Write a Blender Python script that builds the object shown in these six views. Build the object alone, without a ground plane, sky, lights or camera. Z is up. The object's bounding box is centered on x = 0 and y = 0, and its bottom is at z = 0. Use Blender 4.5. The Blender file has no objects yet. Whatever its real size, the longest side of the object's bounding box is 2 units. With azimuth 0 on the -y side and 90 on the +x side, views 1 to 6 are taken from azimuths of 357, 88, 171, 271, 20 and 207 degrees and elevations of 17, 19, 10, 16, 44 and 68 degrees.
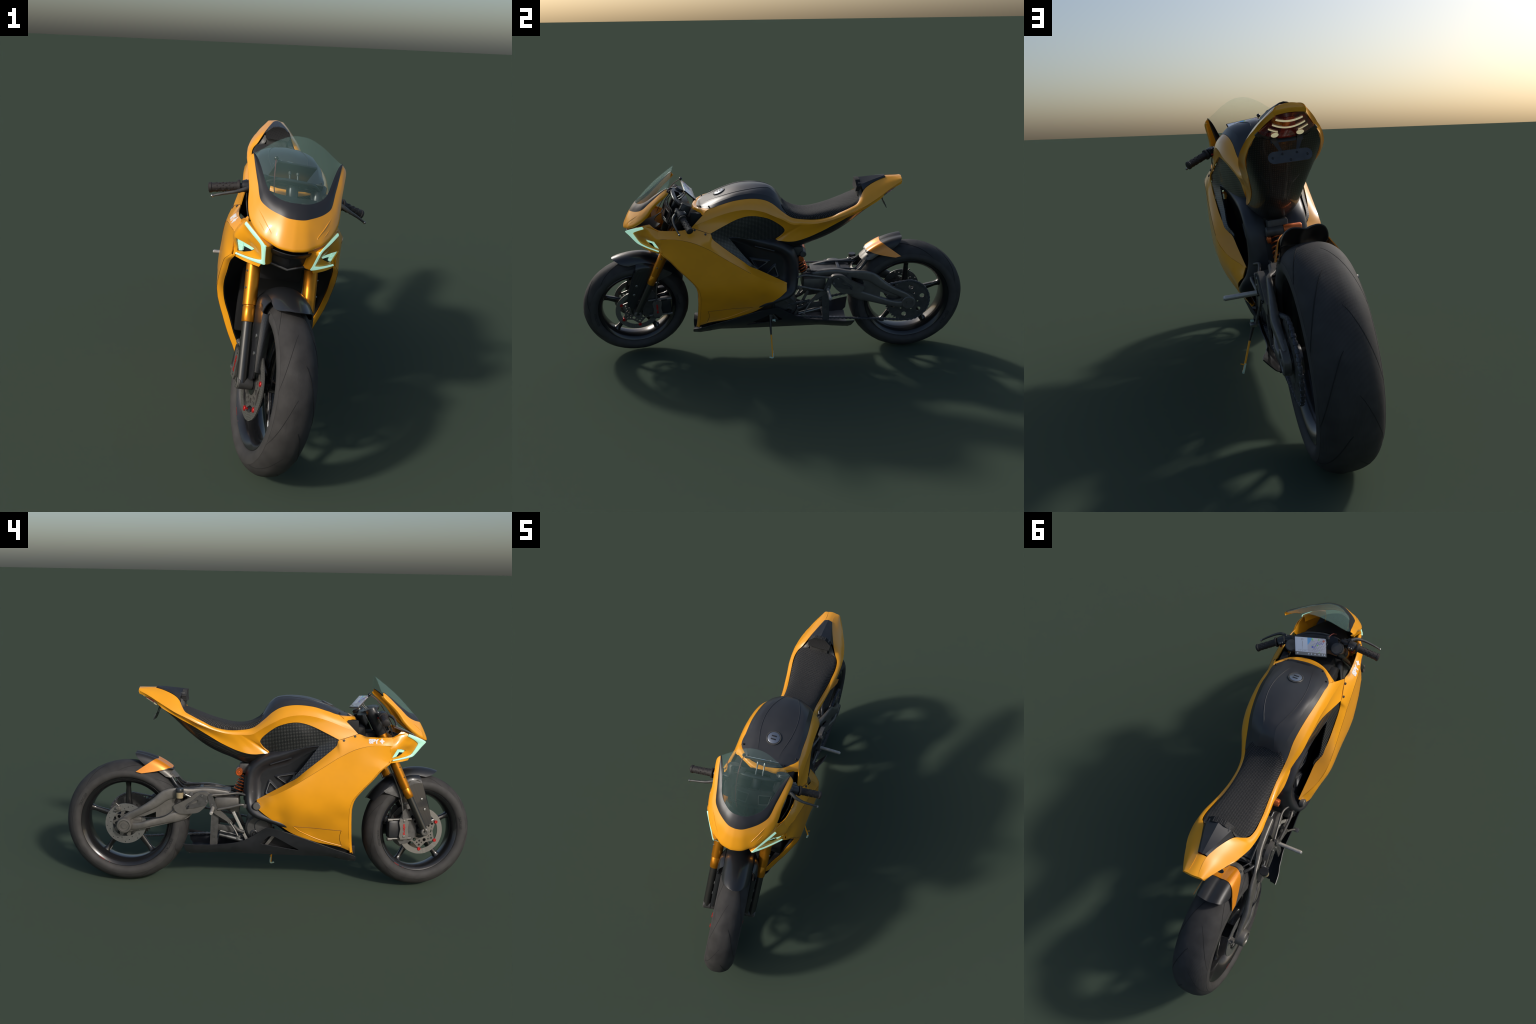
# Sport motorcycle built part by part in its own upright frame (x = rider's left,
# -y = forward, z up), then leaned on its side stand by the root empty.
import bpy, bmesh, math
import numpy as np
from mathutils import Vector, geometry

LEAN = math.radians(5.42)
RNG = np.random.default_rng(7)
A = lambda *p: np.array(p, float)

# ------------------------------------------------------------------ materials
def mat(name, color, rough=0.5, metal=0.0, coat=0.0, noise=0.0, nscale=30.0, bump=0.0,
        bscale=200.0, emit=None, estr=0.0, spec=0.5, coat_rough=0.05):
    m = bpy.data.materials.new(name)
    m.use_nodes = True
    nt = m.node_tree
    b = nt.nodes["Principled BSDF"]
    b.inputs["Base Color"].default_value = (*color, 1)
    b.inputs["Roughness"].default_value = rough
    b.inputs["Metallic"].default_value = metal
    b.inputs["Coat Weight"].default_value = coat
    b.inputs["Coat Roughness"].default_value = coat_rough
    b.inputs["Specular IOR Level"].default_value = spec
    if emit:
        b.inputs["Emission Color"].default_value = (*emit, 1)
        b.inputs["Emission Strength"].default_value = estr
    tc = nt.nodes.new("ShaderNodeTexCoord")
    if noise > 0:
        n = nt.nodes.new("ShaderNodeTexNoise")
        n.inputs["Scale"].default_value = nscale
        n.inputs["Detail"].default_value = 5
        r = nt.nodes.new("ShaderNodeValToRGB")
        lo = [max(0, c * (1 - noise)) for c in color]
        hi = [min(1, c * (1 + noise)) for c in color]
        r.color_ramp.elements[0].position, r.color_ramp.elements[1].position = 0.3, 0.7
        r.color_ramp.elements[0].color = (*lo, 1)
        r.color_ramp.elements[1].color = (*hi, 1)
        nt.links.new(tc.outputs["Object"], n.inputs["Vector"])
        nt.links.new(n.outputs["Fac"], r.inputs["Fac"])
        nt.links.new(r.outputs["Color"], b.inputs["Base Color"])
    if bump > 0:
        n2 = nt.nodes.new("ShaderNodeTexNoise")
        n2.inputs["Scale"].default_value = bscale
        n2.inputs["Detail"].default_value = 3
        bp = nt.nodes.new("ShaderNodeBump")
        bp.inputs["Strength"].default_value = bump
        bp.inputs["Distance"].default_value = 0.002
        nt.links.new(tc.outputs["Object"], n2.inputs["Vector"])
        nt.links.new(n2.outputs["Fac"], bp.inputs["Height"])
        nt.links.new(bp.outputs["Normal"], b.inputs["Normal"])
    return m

def weave(name, dark, light, k, axes=("Y", "Z"), diag=False, rough=0.35, coat=0.3, bump=0.4, dist=0.0008):
    """Cross-hatched weave: product of two sine waves over object space."""
    m = mat(name, dark, rough, coat=coat)
    nt = m.node_tree
    b = nt.nodes["Principled BSDF"]
    tc = nt.nodes.new("ShaderNodeTexCoord")
    sp = nt.nodes.new("ShaderNodeSeparateXYZ")
    nt.links.new(tc.outputs["Object"], sp.inputs[0])
    def math_(op, a, c=None):
        n = nt.nodes.new("ShaderNodeMath")
        n.operation = op
        for i, v in enumerate((a, c)):
            if v is None:
                continue
            if isinstance(v, (int, float)):
                n.inputs[i].default_value = v
            else:
                nt.links.new(v, n.inputs[i])
        return n.outputs[0]
    p, q = sp.outputs[axes[0]], sp.outputs[axes[1]]
    if diag:
        p, q = math_("ADD", p, q), math_("SUBTRACT", p, q)
    s1 = math_("SINE", math_("MULTIPLY", p, k))
    s2 = math_("SINE", math_("MULTIPLY", q, k))
    f = math_("MULTIPLY", math_("ADD", math_("MULTIPLY", s1, 0.5), 0.5), math_("ADD", math_("MULTIPLY", s2, 0.5), 0.5))
    r = nt.nodes.new("ShaderNodeValToRGB")
    r.color_ramp.elements[0].color, r.color_ramp.elements[1].color = (*dark, 1), (*light, 1)
    r.color_ramp.elements[0].position, r.color_ramp.elements[1].position = 0.15, 0.8
    nt.links.new(f, r.inputs["Fac"])
    nt.links.new(r.outputs["Color"], b.inputs["Base Color"])
    bp = nt.nodes.new("ShaderNodeBump")
    bp.inputs["Strength"].default_value = bump
    bp.inputs["Distance"].default_value = dist
    nt.links.new(f, bp.inputs["Height"])
    nt.links.new(bp.outputs["Normal"], b.inputs["Normal"])
    return m

YEL = mat("yellow_paint", (0.90, 0.37, 0.010), 0.34, coat=0.5, noise=0.035, nscale=9)
YELF = mat("yellow_flake_paint", (0.80, 0.27, 0.014), 0.30, metal=0.3, coat=0.7, noise=0.15, nscale=700)
BLACK = mat("satin_black", (0.020, 0.021, 0.024), 0.33, noise=0.15, nscale=60)
MATTE = mat("matte_black", (0.022, 0.023, 0.027), 0.42, noise=0.15, nscale=40, bump=0.05, bscale=900)
DEEP = mat("deep_black", (0.006, 0.006, 0.007), 0.7)
GREY = mat("dark_grey_cast", (0.145, 0.138, 0.127), 0.42, metal=0.5, noise=0.12, nscale=45, bump=0.12, bscale=500)
GREYD = mat("charcoal_cast", (0.075, 0.074, 0.072), 0.47, metal=0.35, noise=0.25, nscale=45, bump=0.1, bscale=500)
STEEL = mat("brushed_steel", (0.26, 0.26, 0.25), 0.36, metal=0.85, noise=0.12, nscale=80)
ALU = mat("bare_aluminium", (0.50, 0.48, 0.44), 0.45, metal=0.6, noise=0.1, nscale=80)
STAN = mat("dark_stanchion_steel", (0.075, 0.075, 0.072), 0.28, metal=0.8)
GOLD = mat("gold_anodised", (0.62, 0.23, 0.012), 0.28, metal=0.75, noise=0.05, nscale=60)
COPP = mat("orange_anodised", (0.62, 0.14, 0.03), 0.3, metal=0.6, noise=0.08, nscale=60)
RUB = mat("tyre_rubber", (0.038, 0.036, 0.035), 0.75, noise=0.22, nscale=22, bump=0.25, bscale=600, spec=0.3)
RUBW = mat("tyre_sidewall_rubber", (0.047, 0.045, 0.044), 0.7, noise=0.15, nscale=25, bump=0.1, bscale=600, spec=0.3)
RUBR = mat("rear_tyre_rubber", (0.036, 0.035, 0.035), 0.72, noise=0.2, nscale=22, spec=0.3)
def ribbed(m):
    """Fine moulded rings round the rear tread."""
    nt = m.node_tree
    b = nt.nodes["Principled BSDF"]
    tc = nt.nodes.new("ShaderNodeTexCoord")
    w = nt.nodes.new("ShaderNodeTexWave")
    w.wave_type, w.bands_direction = "BANDS", "X"
    w.inputs["Scale"].default_value = 115
    w.inputs["Distortion"].default_value = 0.3
    bp = nt.nodes.new("ShaderNodeBump")
    bp.inputs["Strength"].default_value, bp.inputs["Distance"].default_value = 0.25, 0.0006
    nt.links.new(tc.outputs["Object"], w.inputs[0])
    nt.links.new(w.outputs["Fac"], bp.inputs["Height"])
    nt.links.new(bp.outputs["Normal"], b.inputs["Normal"])
ribbed(RUBR)
GROOVE = mat("tread_groove_black", (0.010, 0.010, 0.010), 0.9)
LETTER = mat("sidewall_letter_black", (0.016, 0.016, 0.016), 0.8)
RIM = mat("rim_gloss_black", (0.011, 0.011, 0.012), 0.27, coat=0.4)
GRIP = mat("grip_rubber", (0.022, 0.018, 0.017), 0.65, bump=0.2, bscale=300)
CARB = weave("carbon_weave", (0.009, 0.010, 0.011), (0.115, 0.113, 0.108), 900.0)
CARBU = weave("undertail_carbon_weave", (0.012, 0.011, 0.010), (0.045, 0.042, 0.039), 1000.0, axes=("X", "Z"), rough=0.4)
CARBF = weave("fender_carbon_weave", (0.011, 0.012, 0.014), (0.024, 0.025, 0.028), 1100.0, axes=("Y", "X"), diag=True, rough=0.36, bump=0.1, dist=0.0003)
SEATM = weave("seat_textile", (0.006, 0.006, 0.007), (0.075, 0.074, 0.073), 820.0, axes=("X", "Y"), diag=True, rough=0.85, coat=0.0, bump=0.6, dist=0.0012)
COVER = mat("tank_cover_satin", (0.033, 0.034, 0.038), 0.36, noise=0.06, nscale=30, bump=0.03, bscale=1200)
MINT = mat("mint_light", (0.35, 0.62, 0.48), 0.4, emit=(0.45, 0.80, 0.62), estr=0.62)
PALE = mat("pale_mint_paint", (0.45, 0.62, 0.50), 0.5)
CREAM = mat("cream_light", (0.5, 0.46, 0.3), 0.4, emit=(0.62, 0.55, 0.33), estr=0.55)
REDLENS = mat("red_lens", (0.20, 0.012, 0.008), 0.12, coat=0.8, noise=0.6, nscale=45)
REDGLOW = mat("red_lens_core", (0.50, 0.030, 0.012), 0.15, coat=0.8, noise=0.5, nscale=60)
RED = mat("red_anodised", (0.42, 0.012, 0.012), 0.35, metal=0.3)
DECAL = mat("dark_red_decal", (0.22, 0.008, 0.008), 0.4)
WHITE = mat("white_print", (0.80, 0.78, 0.78), 0.5)
TAN = mat("fluid_cup_tan", (0.30, 0.24, 0.14), 0.4, noise=0.1, nscale=60)
SCR = mat("screen_glass_white", (0.50, 0.54, 0.62), 0.2, emit=(0.42, 0.46, 0.55), estr=0.28)
SCRG = mat("screen_bar_grey", (0.20, 0.20, 0.20), 0.2, emit=(0.2, 0.2, 0.2), estr=0.15)
SCRB = mat("screen_water_blue", (0.18, 0.42, 0.75), 0.2, emit=(0.18, 0.42, 0.75), estr=0.15)
SCRN = mat("screen_park_green", (0.32, 0.60, 0.22), 0.2, emit=(0.3, 0.6, 0.2), estr=0.15)
SCRR = mat("screen_pin_red", (0.70, 0.20, 0.14), 0.2, emit=(0.7, 0.2, 0.14), estr=0.15)
SCRV = mat("screen_route_blue", (0.16, 0.17, 0.62), 0.2, emit=(0.16, 0.17, 0.62), estr=0.12)
SCRL = mat("screen_road_grey", (0.30, 0.30, 0.33), 0.2, emit=(0.3, 0.3, 0.33), estr=0.12)
SCRM = mat("screen_map_ground", (0.45, 0.45, 0.52), 0.2, emit=(0.4, 0.4, 0.45), estr=0.26)

def disc_material():
    """Brake ring steel with a fine slanted cut pattern around the axle (polar waves)."""
    m = mat("brake_ring_steel", (0.20, 0.20, 0.19), 0.42, metal=0.65)
    nt = m.node_tree
    b = nt.nodes["Principled BSDF"]
    tc = nt.nodes.new("ShaderNodeTexCoord")
    mp = nt.nodes.new("ShaderNodeMapping")
    mp.inputs["Location"].default_value = (0.0, 0.7275, -0.2825)
    w = nt.nodes.new("ShaderNodeTexWave")
    w.wave_type, w.bands_direction = "BANDS", "DIAGONAL"
    w.inputs["Scale"].default_value = 95
    w.inputs["Distortion"].default_value = 1.5
    w2 = nt.nodes.new("ShaderNodeTexWave")
    w2.wave_type, w2.rings_direction = "RINGS", "X"
    w2.inputs["Scale"].default_value = 60
    mx = nt.nodes.new("ShaderNodeMath")
    mx.operation = "MULTIPLY"
    r = nt.nodes.new("ShaderNodeValToRGB")
    r.color_ramp.elements[0].color, r.color_ramp.elements[1].color = (0.22, 0.215, 0.20, 1), (0.10, 0.10, 0.095, 1)
    r.color_ramp.elements[0].position, r.color_ramp.elements[1].position = 0.25, 0.6
    nt.links.new(tc.outputs["Object"], mp.inputs[0])
    nt.links.new(mp.outputs[0], w.inputs[0])
    nt.links.new(mp.outputs[0], w2.inputs[0])
    nt.links.new(w.outputs["Fac"], mx.inputs[0])
    nt.links.new(w2.outputs["Fac"], mx.inputs[1])
    nt.links.new(mx.outputs[0], r.inputs[0])
    nt.links.new(r.outputs[0], b.inputs["Base Color"])
    return m
DISC = disc_material()
DISCR = mat("rear_disc_steel", (0.20, 0.20, 0.19), 0.4, metal=0.6, noise=0.1, nscale=90)

def glass_material():
    """Thin tinted screen: see-through, with a faint teal haze and a soft sheen."""
    m = bpy.data.materials.new("tinted_screen")
    m.use_nodes = True
    nt = m.node_tree
    b = nt.nodes["Principled BSDF"]
    b.inputs["Base Color"].default_value = (0.50, 0.80, 0.74, 1)
    b.inputs["Roughness"].default_value = 0.35
    b.inputs["Specular IOR Level"].default_value = 0.2
    t = nt.nodes.new("ShaderNodeBsdfTransparent")
    t.inputs["Color"].default_value = (0.96, 0.99, 0.985, 1)
    f = nt.nodes.new("ShaderNodeLayerWeight")
    f.inputs["Blend"].default_value = 0.2
    r = nt.nodes.new("ShaderNodeMapRange")
    r.inputs["To Min"].default_value, r.inputs["To Max"].default_value = 0.032, 0.10
    mx = nt.nodes.new("ShaderNodeMixShader")
    nt.links.new(f.outputs["Facing"], r.inputs["Value"])
    nt.links.new(r.outputs[0], mx.inputs[0])
    nt.links.new(t.outputs[0], mx.inputs[1])
    nt.links.new(b.outputs[0], mx.inputs[2])
    nt.links.new(mx.outputs[0], nt.nodes["Material Output"].inputs[0])
    return m
GLASS = glass_material()

# ------------------------------------------------------------------ scene tools
col = bpy.context.scene.collection
root = bpy.data.objects.new("motorcycle", None)
col.objects.link(root)
root["label"] = "yellow and black electric sport motorcycle leaning on side stand"
root["category"] = "motorcycle"

def add(name, V, F, m, parent=None, angle=38, smooth=True, kind=None):
    me = bpy.data.meshes.new(name)
    me.from_pydata([tuple(map(float, v)) for v in V], [], [tuple(map(int, f)) for f in F])
    me.validate()
    mats = m if isinstance(m, (list, tuple)) else [m]
    for k in mats:
        me.materials.append(k)
    if smooth:
        me.polygons.foreach_set("use_smooth", [True] * len(me.polygons))
        me.set_sharp_from_angle(angle=math.radians(angle))
    o = bpy.data.objects.new(name, me)
    col.objects.link(o)
    o.parent = parent or root
    if kind:
        o["kind"] = kind
    return o

def both(name, V, F, m, parent=None, **k):
    """Left part plus its mirror image on the right."""
    V = np.asarray(V, float)
    a = add(name, V, F, m, parent if not isinstance(parent, tuple) else parent[0], **k)
    b = add(name, V * A(-1, 1, 1), [f[::-1] for f in F], m, parent if not isinstance(parent, tuple) else parent[1], **k)
    return a, b

class Bag:
    """Collects pieces that end up in one mesh."""
    def __init__(self):
        self.V, self.F, self.n = [], [], 0
    def put(self, VF, xf=None):
        V, F = VF
        V = np.asarray(V, float)
        if xf is not None:
            V = xf(V)
        self.V.append(V)
        self.F += [tuple(i + self.n for i in f) for f in F]
        self.n += len(V)
        return self
    def mirror(self, VF, xf=None):
        V, F = VF
        V = np.asarray(V, float)
        self.put((V, F), xf)
        self.put((V * A(-1, 1, 1), [f[::-1] for f in F]), xf)
        return self
    @property
    def vf(self):
        return np.vstack(self.V), self.F

def cr(P, n, closed=False):
    """Catmull-Rom resample by chord length."""
    P = np.asarray(P, float)
    if len(P) == 2:
        t = np.linspace(0, 1, n)[:, None]
        return P[0] * (1 - t) + P[1] * t
    L = np.r_[0, np.cumsum(np.linalg.norm(np.diff(P, axis=0), axis=1) ** 0.5 + 1e-9)]
    return cr_at(P, np.linspace(0, L[-1], n), L)

def cr_at(P, ts, L):
    """Monotone-ish cubic through P at knots L (finite difference tangents)."""
    d = np.diff(P, axis=0) / np.diff(L)[:, None]
    m = np.zeros_like(P)
    h = np.diff(L)
    m[1:-1] = (d[:-1] * h[1:, None] + d[1:] * h[:-1, None]) / (h[1:] + h[:-1])[:, None]
    m[0] = d[0] * 1.5 - m[1] * 0.5 if len(P) > 2 else d[0]
    m[-1] = d[-1] * 1.5 - m[-2] * 0.5 if len(P) > 2 else d[-1]
    i = np.clip(np.searchsorted(L, ts, side="right") - 1, 0, len(P) - 2)
    u = ((ts - L[i]) / h[i])[:, None]
    hh = h[i][:, None]
    return ((2 * u**3 - 3 * u**2 + 1) * P[i] + (u**3 - 2 * u**2 + u) * hh * m[i]
            + (-2 * u**3 + 3 * u**2) * P[i + 1] + (u**3 - u**2) * hh * m[i + 1])

def along(P, ys, ax=1):
    """Read a curve at given coordinates along one axis."""
    D = cr(P, 400)
    o = np.argsort(D[:, ax])
    D = D[o]
    return np.stack([np.interp(ys, D[:, ax], D[:, k]) for k in range(3)], 1)

def grid_faces(nu, nv, closed_u=False, closed_v=False):
    F = []
    for i in range(nu if closed_u else nu - 1):
        for j in range(nv if closed_v else nv - 1):
            a, b = i * nv + j, i * nv + (j + 1) % nv
            c, d = ((i + 1) % nu) * nv + (j + 1) % nv, ((i + 1) % nu) * nv + j
            F.append((a, b, c, d))
    return F

def loft(rails, nu, nv, smooth=True, resample=True):
    """Surface through rails; u runs across the rails, v along them."""
    R = np.array([cr(r, nv) if resample else r for r in rails])
    nv = R.shape[1]
    if smooth and len(R) > 2:
        S = np.stack([cr(R[:, j], nu) for j in range(nv)], 1)
    else:
        L = np.linspace(0, len(R) - 1, nu)
        i = np.clip(L.astype(int), 0, len(R) - 2)
        t = (L - i)[:, None, None]
        S = R[i] * (1 - t) + R[i + 1] * t
    return S.reshape(-1, 3), grid_faces(nu, nv)

def full(rails):
    """Rails given from a centre line outward become one set across both sides."""
    rails = [np.asarray(r, float) for r in rails]
    return [r * A(-1, 1, 1) for r in rails[:0:-1]] + rails

def span(C):
    """A curve given from the centre to the left becomes a full-width curve."""
    C = np.asarray(C, float)
    return np.vstack([C[:0:-1] * A(-1, 1, 1), C])

def vnormals(V, F):
    N = np.zeros_like(V)
    for f in F:
        P = V[list(f)]
        n = np.zeros(3)
        for k in range(1, len(f) - 1):
            n += np.cross(P[k] - P[0], P[k + 1] - P[0])
        for i in f:
            N[i] += n
    return N / (np.linalg.norm(N, axis=1, keepdims=True) + 1e-12)

def orient(V, F, out):
    """Flip faces so that the surface faces roughly along `out`."""
    V = np.asarray(V, float)
    s = 0
    for f in F:
        P = V[list(f)]
        s += np.dot(np.cross(P[1] - P[0], P[2] - P[0]), out)
    return V, ([f[::-1] for f in F] if s < 0 else list(F))

def shell(V, F, t, out=None):
    """Give an open surface real thickness, growing inward."""
    V = np.asarray(V, float)
    if out is not None:
        V, F = orient(V, F, np.asarray(out, float))
    N = vnormals(V, F)
    n = len(V)
    edges = {}
    for f in F:
        for a, b in zip(f, f[1:] + f[:1]):
            edges[(a, b)] = edges.get((a, b), 0) + 1
    G = list(F) + [tuple(i + n for i in f[::-1]) for f in F]
    for (a, b) in edges:
        if (b, a) not in edges:
            G.append((b, a, a + n, b + n))
    return np.vstack([V, V - N * t]), G

def frame_dirs(T):
    up = A(0, 0, 1) if abs(T[2]) < 0.9 else A(1, 0, 0)
    a = np.cross(T, up)
    a /= np.linalg.norm(a)
    return a, np.cross(T, a)

def tube(P, r, n=12, caps=True, res=None):
    """Sweep a circle along a path; r may vary along it."""
    P = np.asarray(P, float)
    if res:
        r = np.interp(np.linspace(0, 1, res), np.linspace(0, 1, len(np.atleast_1d(r))), np.atleast_1d(r)) if np.ndim(r) else r
        P = cr(P, res)
    R = np.broadcast_to(np.asarray(r, float), (len(P),))
    T = np.gradient(P, axis=0)
    T /= np.linalg.norm(T, axis=1, keepdims=True)
    a, b = frame_dirs(T[0])
    V = []
    for i in range(len(P)):
        a = a - T[i] * np.dot(a, T[i])
        a /= np.linalg.norm(a)
        b = np.cross(T[i], a)
        th = np.arange(n) * 2 * np.pi / n
        V.append(P[i] + R[i] * (np.cos(th)[:, None] * a + np.sin(th)[:, None] * b))
    V = np.vstack(V)
    F = grid_faces(len(P), n, closed_v=True)
    F = [f[::-1] for f in F]
    if caps:
        F += [tuple(range(n)), tuple(range(len(V) - n, len(V)))[::-1]]
    return fix(V, F)

def fix(V, F):
    """Consistent outward normals for a closed mesh."""
    bm = bmesh.new()
    vs = [bm.verts.new(v) for v in V]
    for f in F:
        try:
            bm.faces.new([vs[i] for i in f])
        except ValueError:
            pass
    bmesh.ops.recalc_face_normals(bm, faces=bm.faces)
    bm.verts.index_update()
    out = [tuple(v.index for v in f.verts) for f in bm.faces]
    bm.free()
    return np.asarray(V, float), out

def lathe(prof, c, axis, n=48, closed=False, caps=True):
    """Revolve (axial, radius) pairs about an axis through c."""
    axis = np.asarray(axis, float) / np.linalg.norm(axis)
    a, b = frame_dirs(axis)
    th = np.arange(n) * 2 * np.pi / n
    V = np.vstack([np.asarray(c) + h * axis + r * (np.cos(th)[:, None] * a + np.sin(th)[:, None] * b) for h, r in prof])
    F = grid_faces(len(prof), n, closed_u=closed, closed_v=True)
    if not closed and caps:
        F += [tuple(range(n)), tuple(range(len(V) - n, len(V)))]
    return fix(V, F)

def cyl(p, q, r, n=24, bev=0.0008):
    """Cylinder with small chamfers."""
    p, q = np.asarray(p, float), np.asarray(q, float)
    h = np.linalg.norm(q - p)
    b = min(bev, r * 0.4, h * 0.3)
    return lathe([(0, r - b), (b, r), (h - b, r), (h, r - b)], p, q - p, n)

def box(c, size, rot=None, bev=0.002):
    """Chamfered block."""
    s = np.asarray(size, float) / 2
    b = min(bev, s.min() * 0.5)
    bm = bmesh.new()
    bmesh.ops.create_cube(bm, size=1)
    for v in bm.verts:
        v.co = Vector([v.co[k] * 2 * s[k] for k in range(3)])
    bmesh.ops.bevel(bm, geom=bm.edges[:], offset=b, segments=2, profile=0.6, affect="EDGES")
    bm.verts.index_update()
    V = np.array([v.co[:] for v in bm.verts])
    F = [tuple(v.index for v in f.verts) for f in bm.faces]
    bm.free()
    if rot is not None:
        V = V @ np.asarray(rot).T
    return V + np.asarray(c, float), F

def basis(x, z):
    """Rotation matrix from an x direction and an approximate z direction."""
    x = np.asarray(x, float) / np.linalg.norm(x)
    y = np.cross(z, x)
    y /= np.linalg.norm(y)
    return np.stack([x, y, np.cross(x, y)], 1)

def dens(P, step, closed=True):
    P = [np.asarray(p, float) for p in P]
    out = []
    for a, b in zip(P, P[1:] + ([P[0]] if closed else [])):
        k = max(1, int(np.ceil(np.linalg.norm(b - a) / step)))
        out += [a + (b - a) * i / k for i in range(k)]
    if not closed:
        out.append(P[-1])
    return np.array(out)

def inside(p, poly):
    x, y = p[:, 0, None], p[:, 1, None]
    x0, y0 = poly[:, 0], poly[:, 1]
    x1, y1 = np.roll(x0, -1), np.roll(y0, -1)
    c = ((y0 > y) != (y1 > y)) & (x < (x1 - x0) * (y - y0) / (y1 - y0 + 1e-15) + x0)
    return c.sum(1) % 2 == 1

def fill2d(outline, holes=(), step=None, lines=()):
    """Triangulate a plane outline with holes (constrained Delaunay with inner points)."""
    loops = [np.asarray(outline, float)] + [np.asarray(h, float) for h in holes]
    if step:
        loops = [dens(l, step) for l in loops]
    pts, edges = [], []
    for l in loops:
        n0 = len(pts)
        pts += [tuple(p) for p in l]
        edges += [(n0 + i, n0 + (i + 1) % len(l)) for i in range(len(l))]
    for l in lines:
        l = dens(l, step, False)
        n0 = len(pts)
        pts += [tuple(p) for p in l]
        edges += [(n0 + i, n0 + i + 1) for i in range(len(l) - 1)]
    if step:
        lo, hi = loops[0].min(0), loops[0].max(0)
        gx, gy = np.meshgrid(np.arange(lo[0], hi[0], step), np.arange(lo[1], hi[1], step * 0.87))
        gx = gx + (np.arange(gx.shape[0]) % 2)[:, None] * step * 0.5
        g = np.stack([gx.ravel(), gy.ravel()], 1)
        ok = inside(g, loops[0])
        for h in loops[1:]:
            ok &= ~inside(g, h)
        bd = np.array(pts)
        g = g[ok]
        if len(g):
            dmin = np.array([np.min(np.hypot(*(bd - p).T)) for p in g])
            g = g[dmin > step * 0.55]
            pts += [tuple(p) for p in g]
    v, _, f, *_ = geometry.delaunay_2d_cdt([Vector(p) for p in pts], edges, [], 0, 1e-7)
    v = np.array([p[:] for p in v])
    c = np.array([v[list(t)].mean(0) for t in f])
    ok = inside(c, loops[0])
    for h in loops[1:]:
        ok &= ~inside(c, h)
    f = [tuple(t) for t, k in zip(f, ok) if k]
    used = np.unique([i for t in f for i in t])
    re = {int(o): i for i, o in enumerate(used)}
    return v[used], [tuple(re[i] for i in t) for t in f]

def panel(outline, fx, t, holes=(), step=0.012, out=(1, 0, 0), lines=()):
    """Curved sheet: outline in (y, z), x from fx(y, z), with thickness."""
    v, f = fill2d(outline, holes, step, lines)
    V = np.c_[fx(v[:, 0], v[:, 1]), v]
    return shell(V, f, t, out)

def plate(outline, x0, x1, holes=(), bev=0.0):
    """Flat plate in a y-z plane between x0 and x1 (x may be a function of y)."""
    v, f = fill2d(outline, holes)
    fx = lambda x: np.array([x(y) for y in v[:, 0]]) if callable(x) else np.full(len(v), x)
    V = np.vstack([np.c_[fx(x1), v], np.c_[fx(x0), v]])
    n = len(v)
    V_, f = orient(V[:n], f, A(1, 0, 0))
    ed = set()
    for q in f:
        ed |= set(zip(q, q[1:] + q[:1]))
    F = list(f) + [tuple(i + n for i in q[::-1]) for q in f]
    F += [(b, a, a + n, b + n) for a, b in ed if (b, a) not in ed]
    return fix(V, F)

def circ(cy, cz, r, n=16, ph=0.0):
    t = ph + np.arange(n) * 2 * np.pi / n
    return np.stack([cy + r * np.cos(t), cz + r * np.sin(t)], 1)

def rbf(S, lam=1e-5):
    """Smooth x = f(y, z) through samples (y, z, x) by thin-plate spline."""
    S = np.asarray(S, float)
    P, w = S[:, :2] * 5, S[:, 2]
    n = len(P)
    def k(d2):
        return np.where(d2 > 1e-12, d2 * np.log(np.maximum(d2, 1e-12)) * 0.5, 0)
    K = k(((P[:, None] - P[None]) ** 2).sum(2)) + lam * np.eye(n)
    Q = np.c_[np.ones(n), P]
    M = np.block([[K, Q], [Q.T, np.zeros((3, 3))]])
    c = np.linalg.solve(M, np.r_[w, 0, 0, 0])
    def f(y, z):
        q = np.stack([np.asarray(y, float) * 5, np.asarray(z, float) * 5], 1)
        return k(((q[:, None] - P[None]) ** 2).sum(2)) @ c[:n] + np.c_[np.ones(len(q)), q] @ c[n:]
    return f

def text_mesh(s, size, bold=0.0):
    cu = bpy.data.curves.new("lettering", "FONT")
    cu.body, cu.size, cu.offset = s, size, bold
    o = bpy.data.objects.new("lettering", cu)
    col.objects.link(o)
    dg = bpy.context.evaluated_depsgraph_get()
    me = bpy.data.meshes.new_from_object(o.evaluated_get(dg))
    V = np.array([v.co[:] for v in me.vertices])[:, :2]
    F = [tuple(p.vertices) for p in me.polygons]
    bpy.data.objects.remove(o)
    bpy.data.meshes.remove(me)
    return V, F

def raised(V2, F, top, low):
    """Extrude flat letters: map 2D points with two surface functions."""
    n = len(V2)
    V = np.vstack([top(V2), low(V2)])
    ed = set()
    for q in F:
        ed |= set(zip(q, q[1:] + q[:1]))
    G = list(F) + [tuple(i + n for i in q[::-1]) for q in F]
    G += [(b, a, a + n, b + n) for a, b in ed if (b, a) not in ed]
    return fix(V, G)

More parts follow.
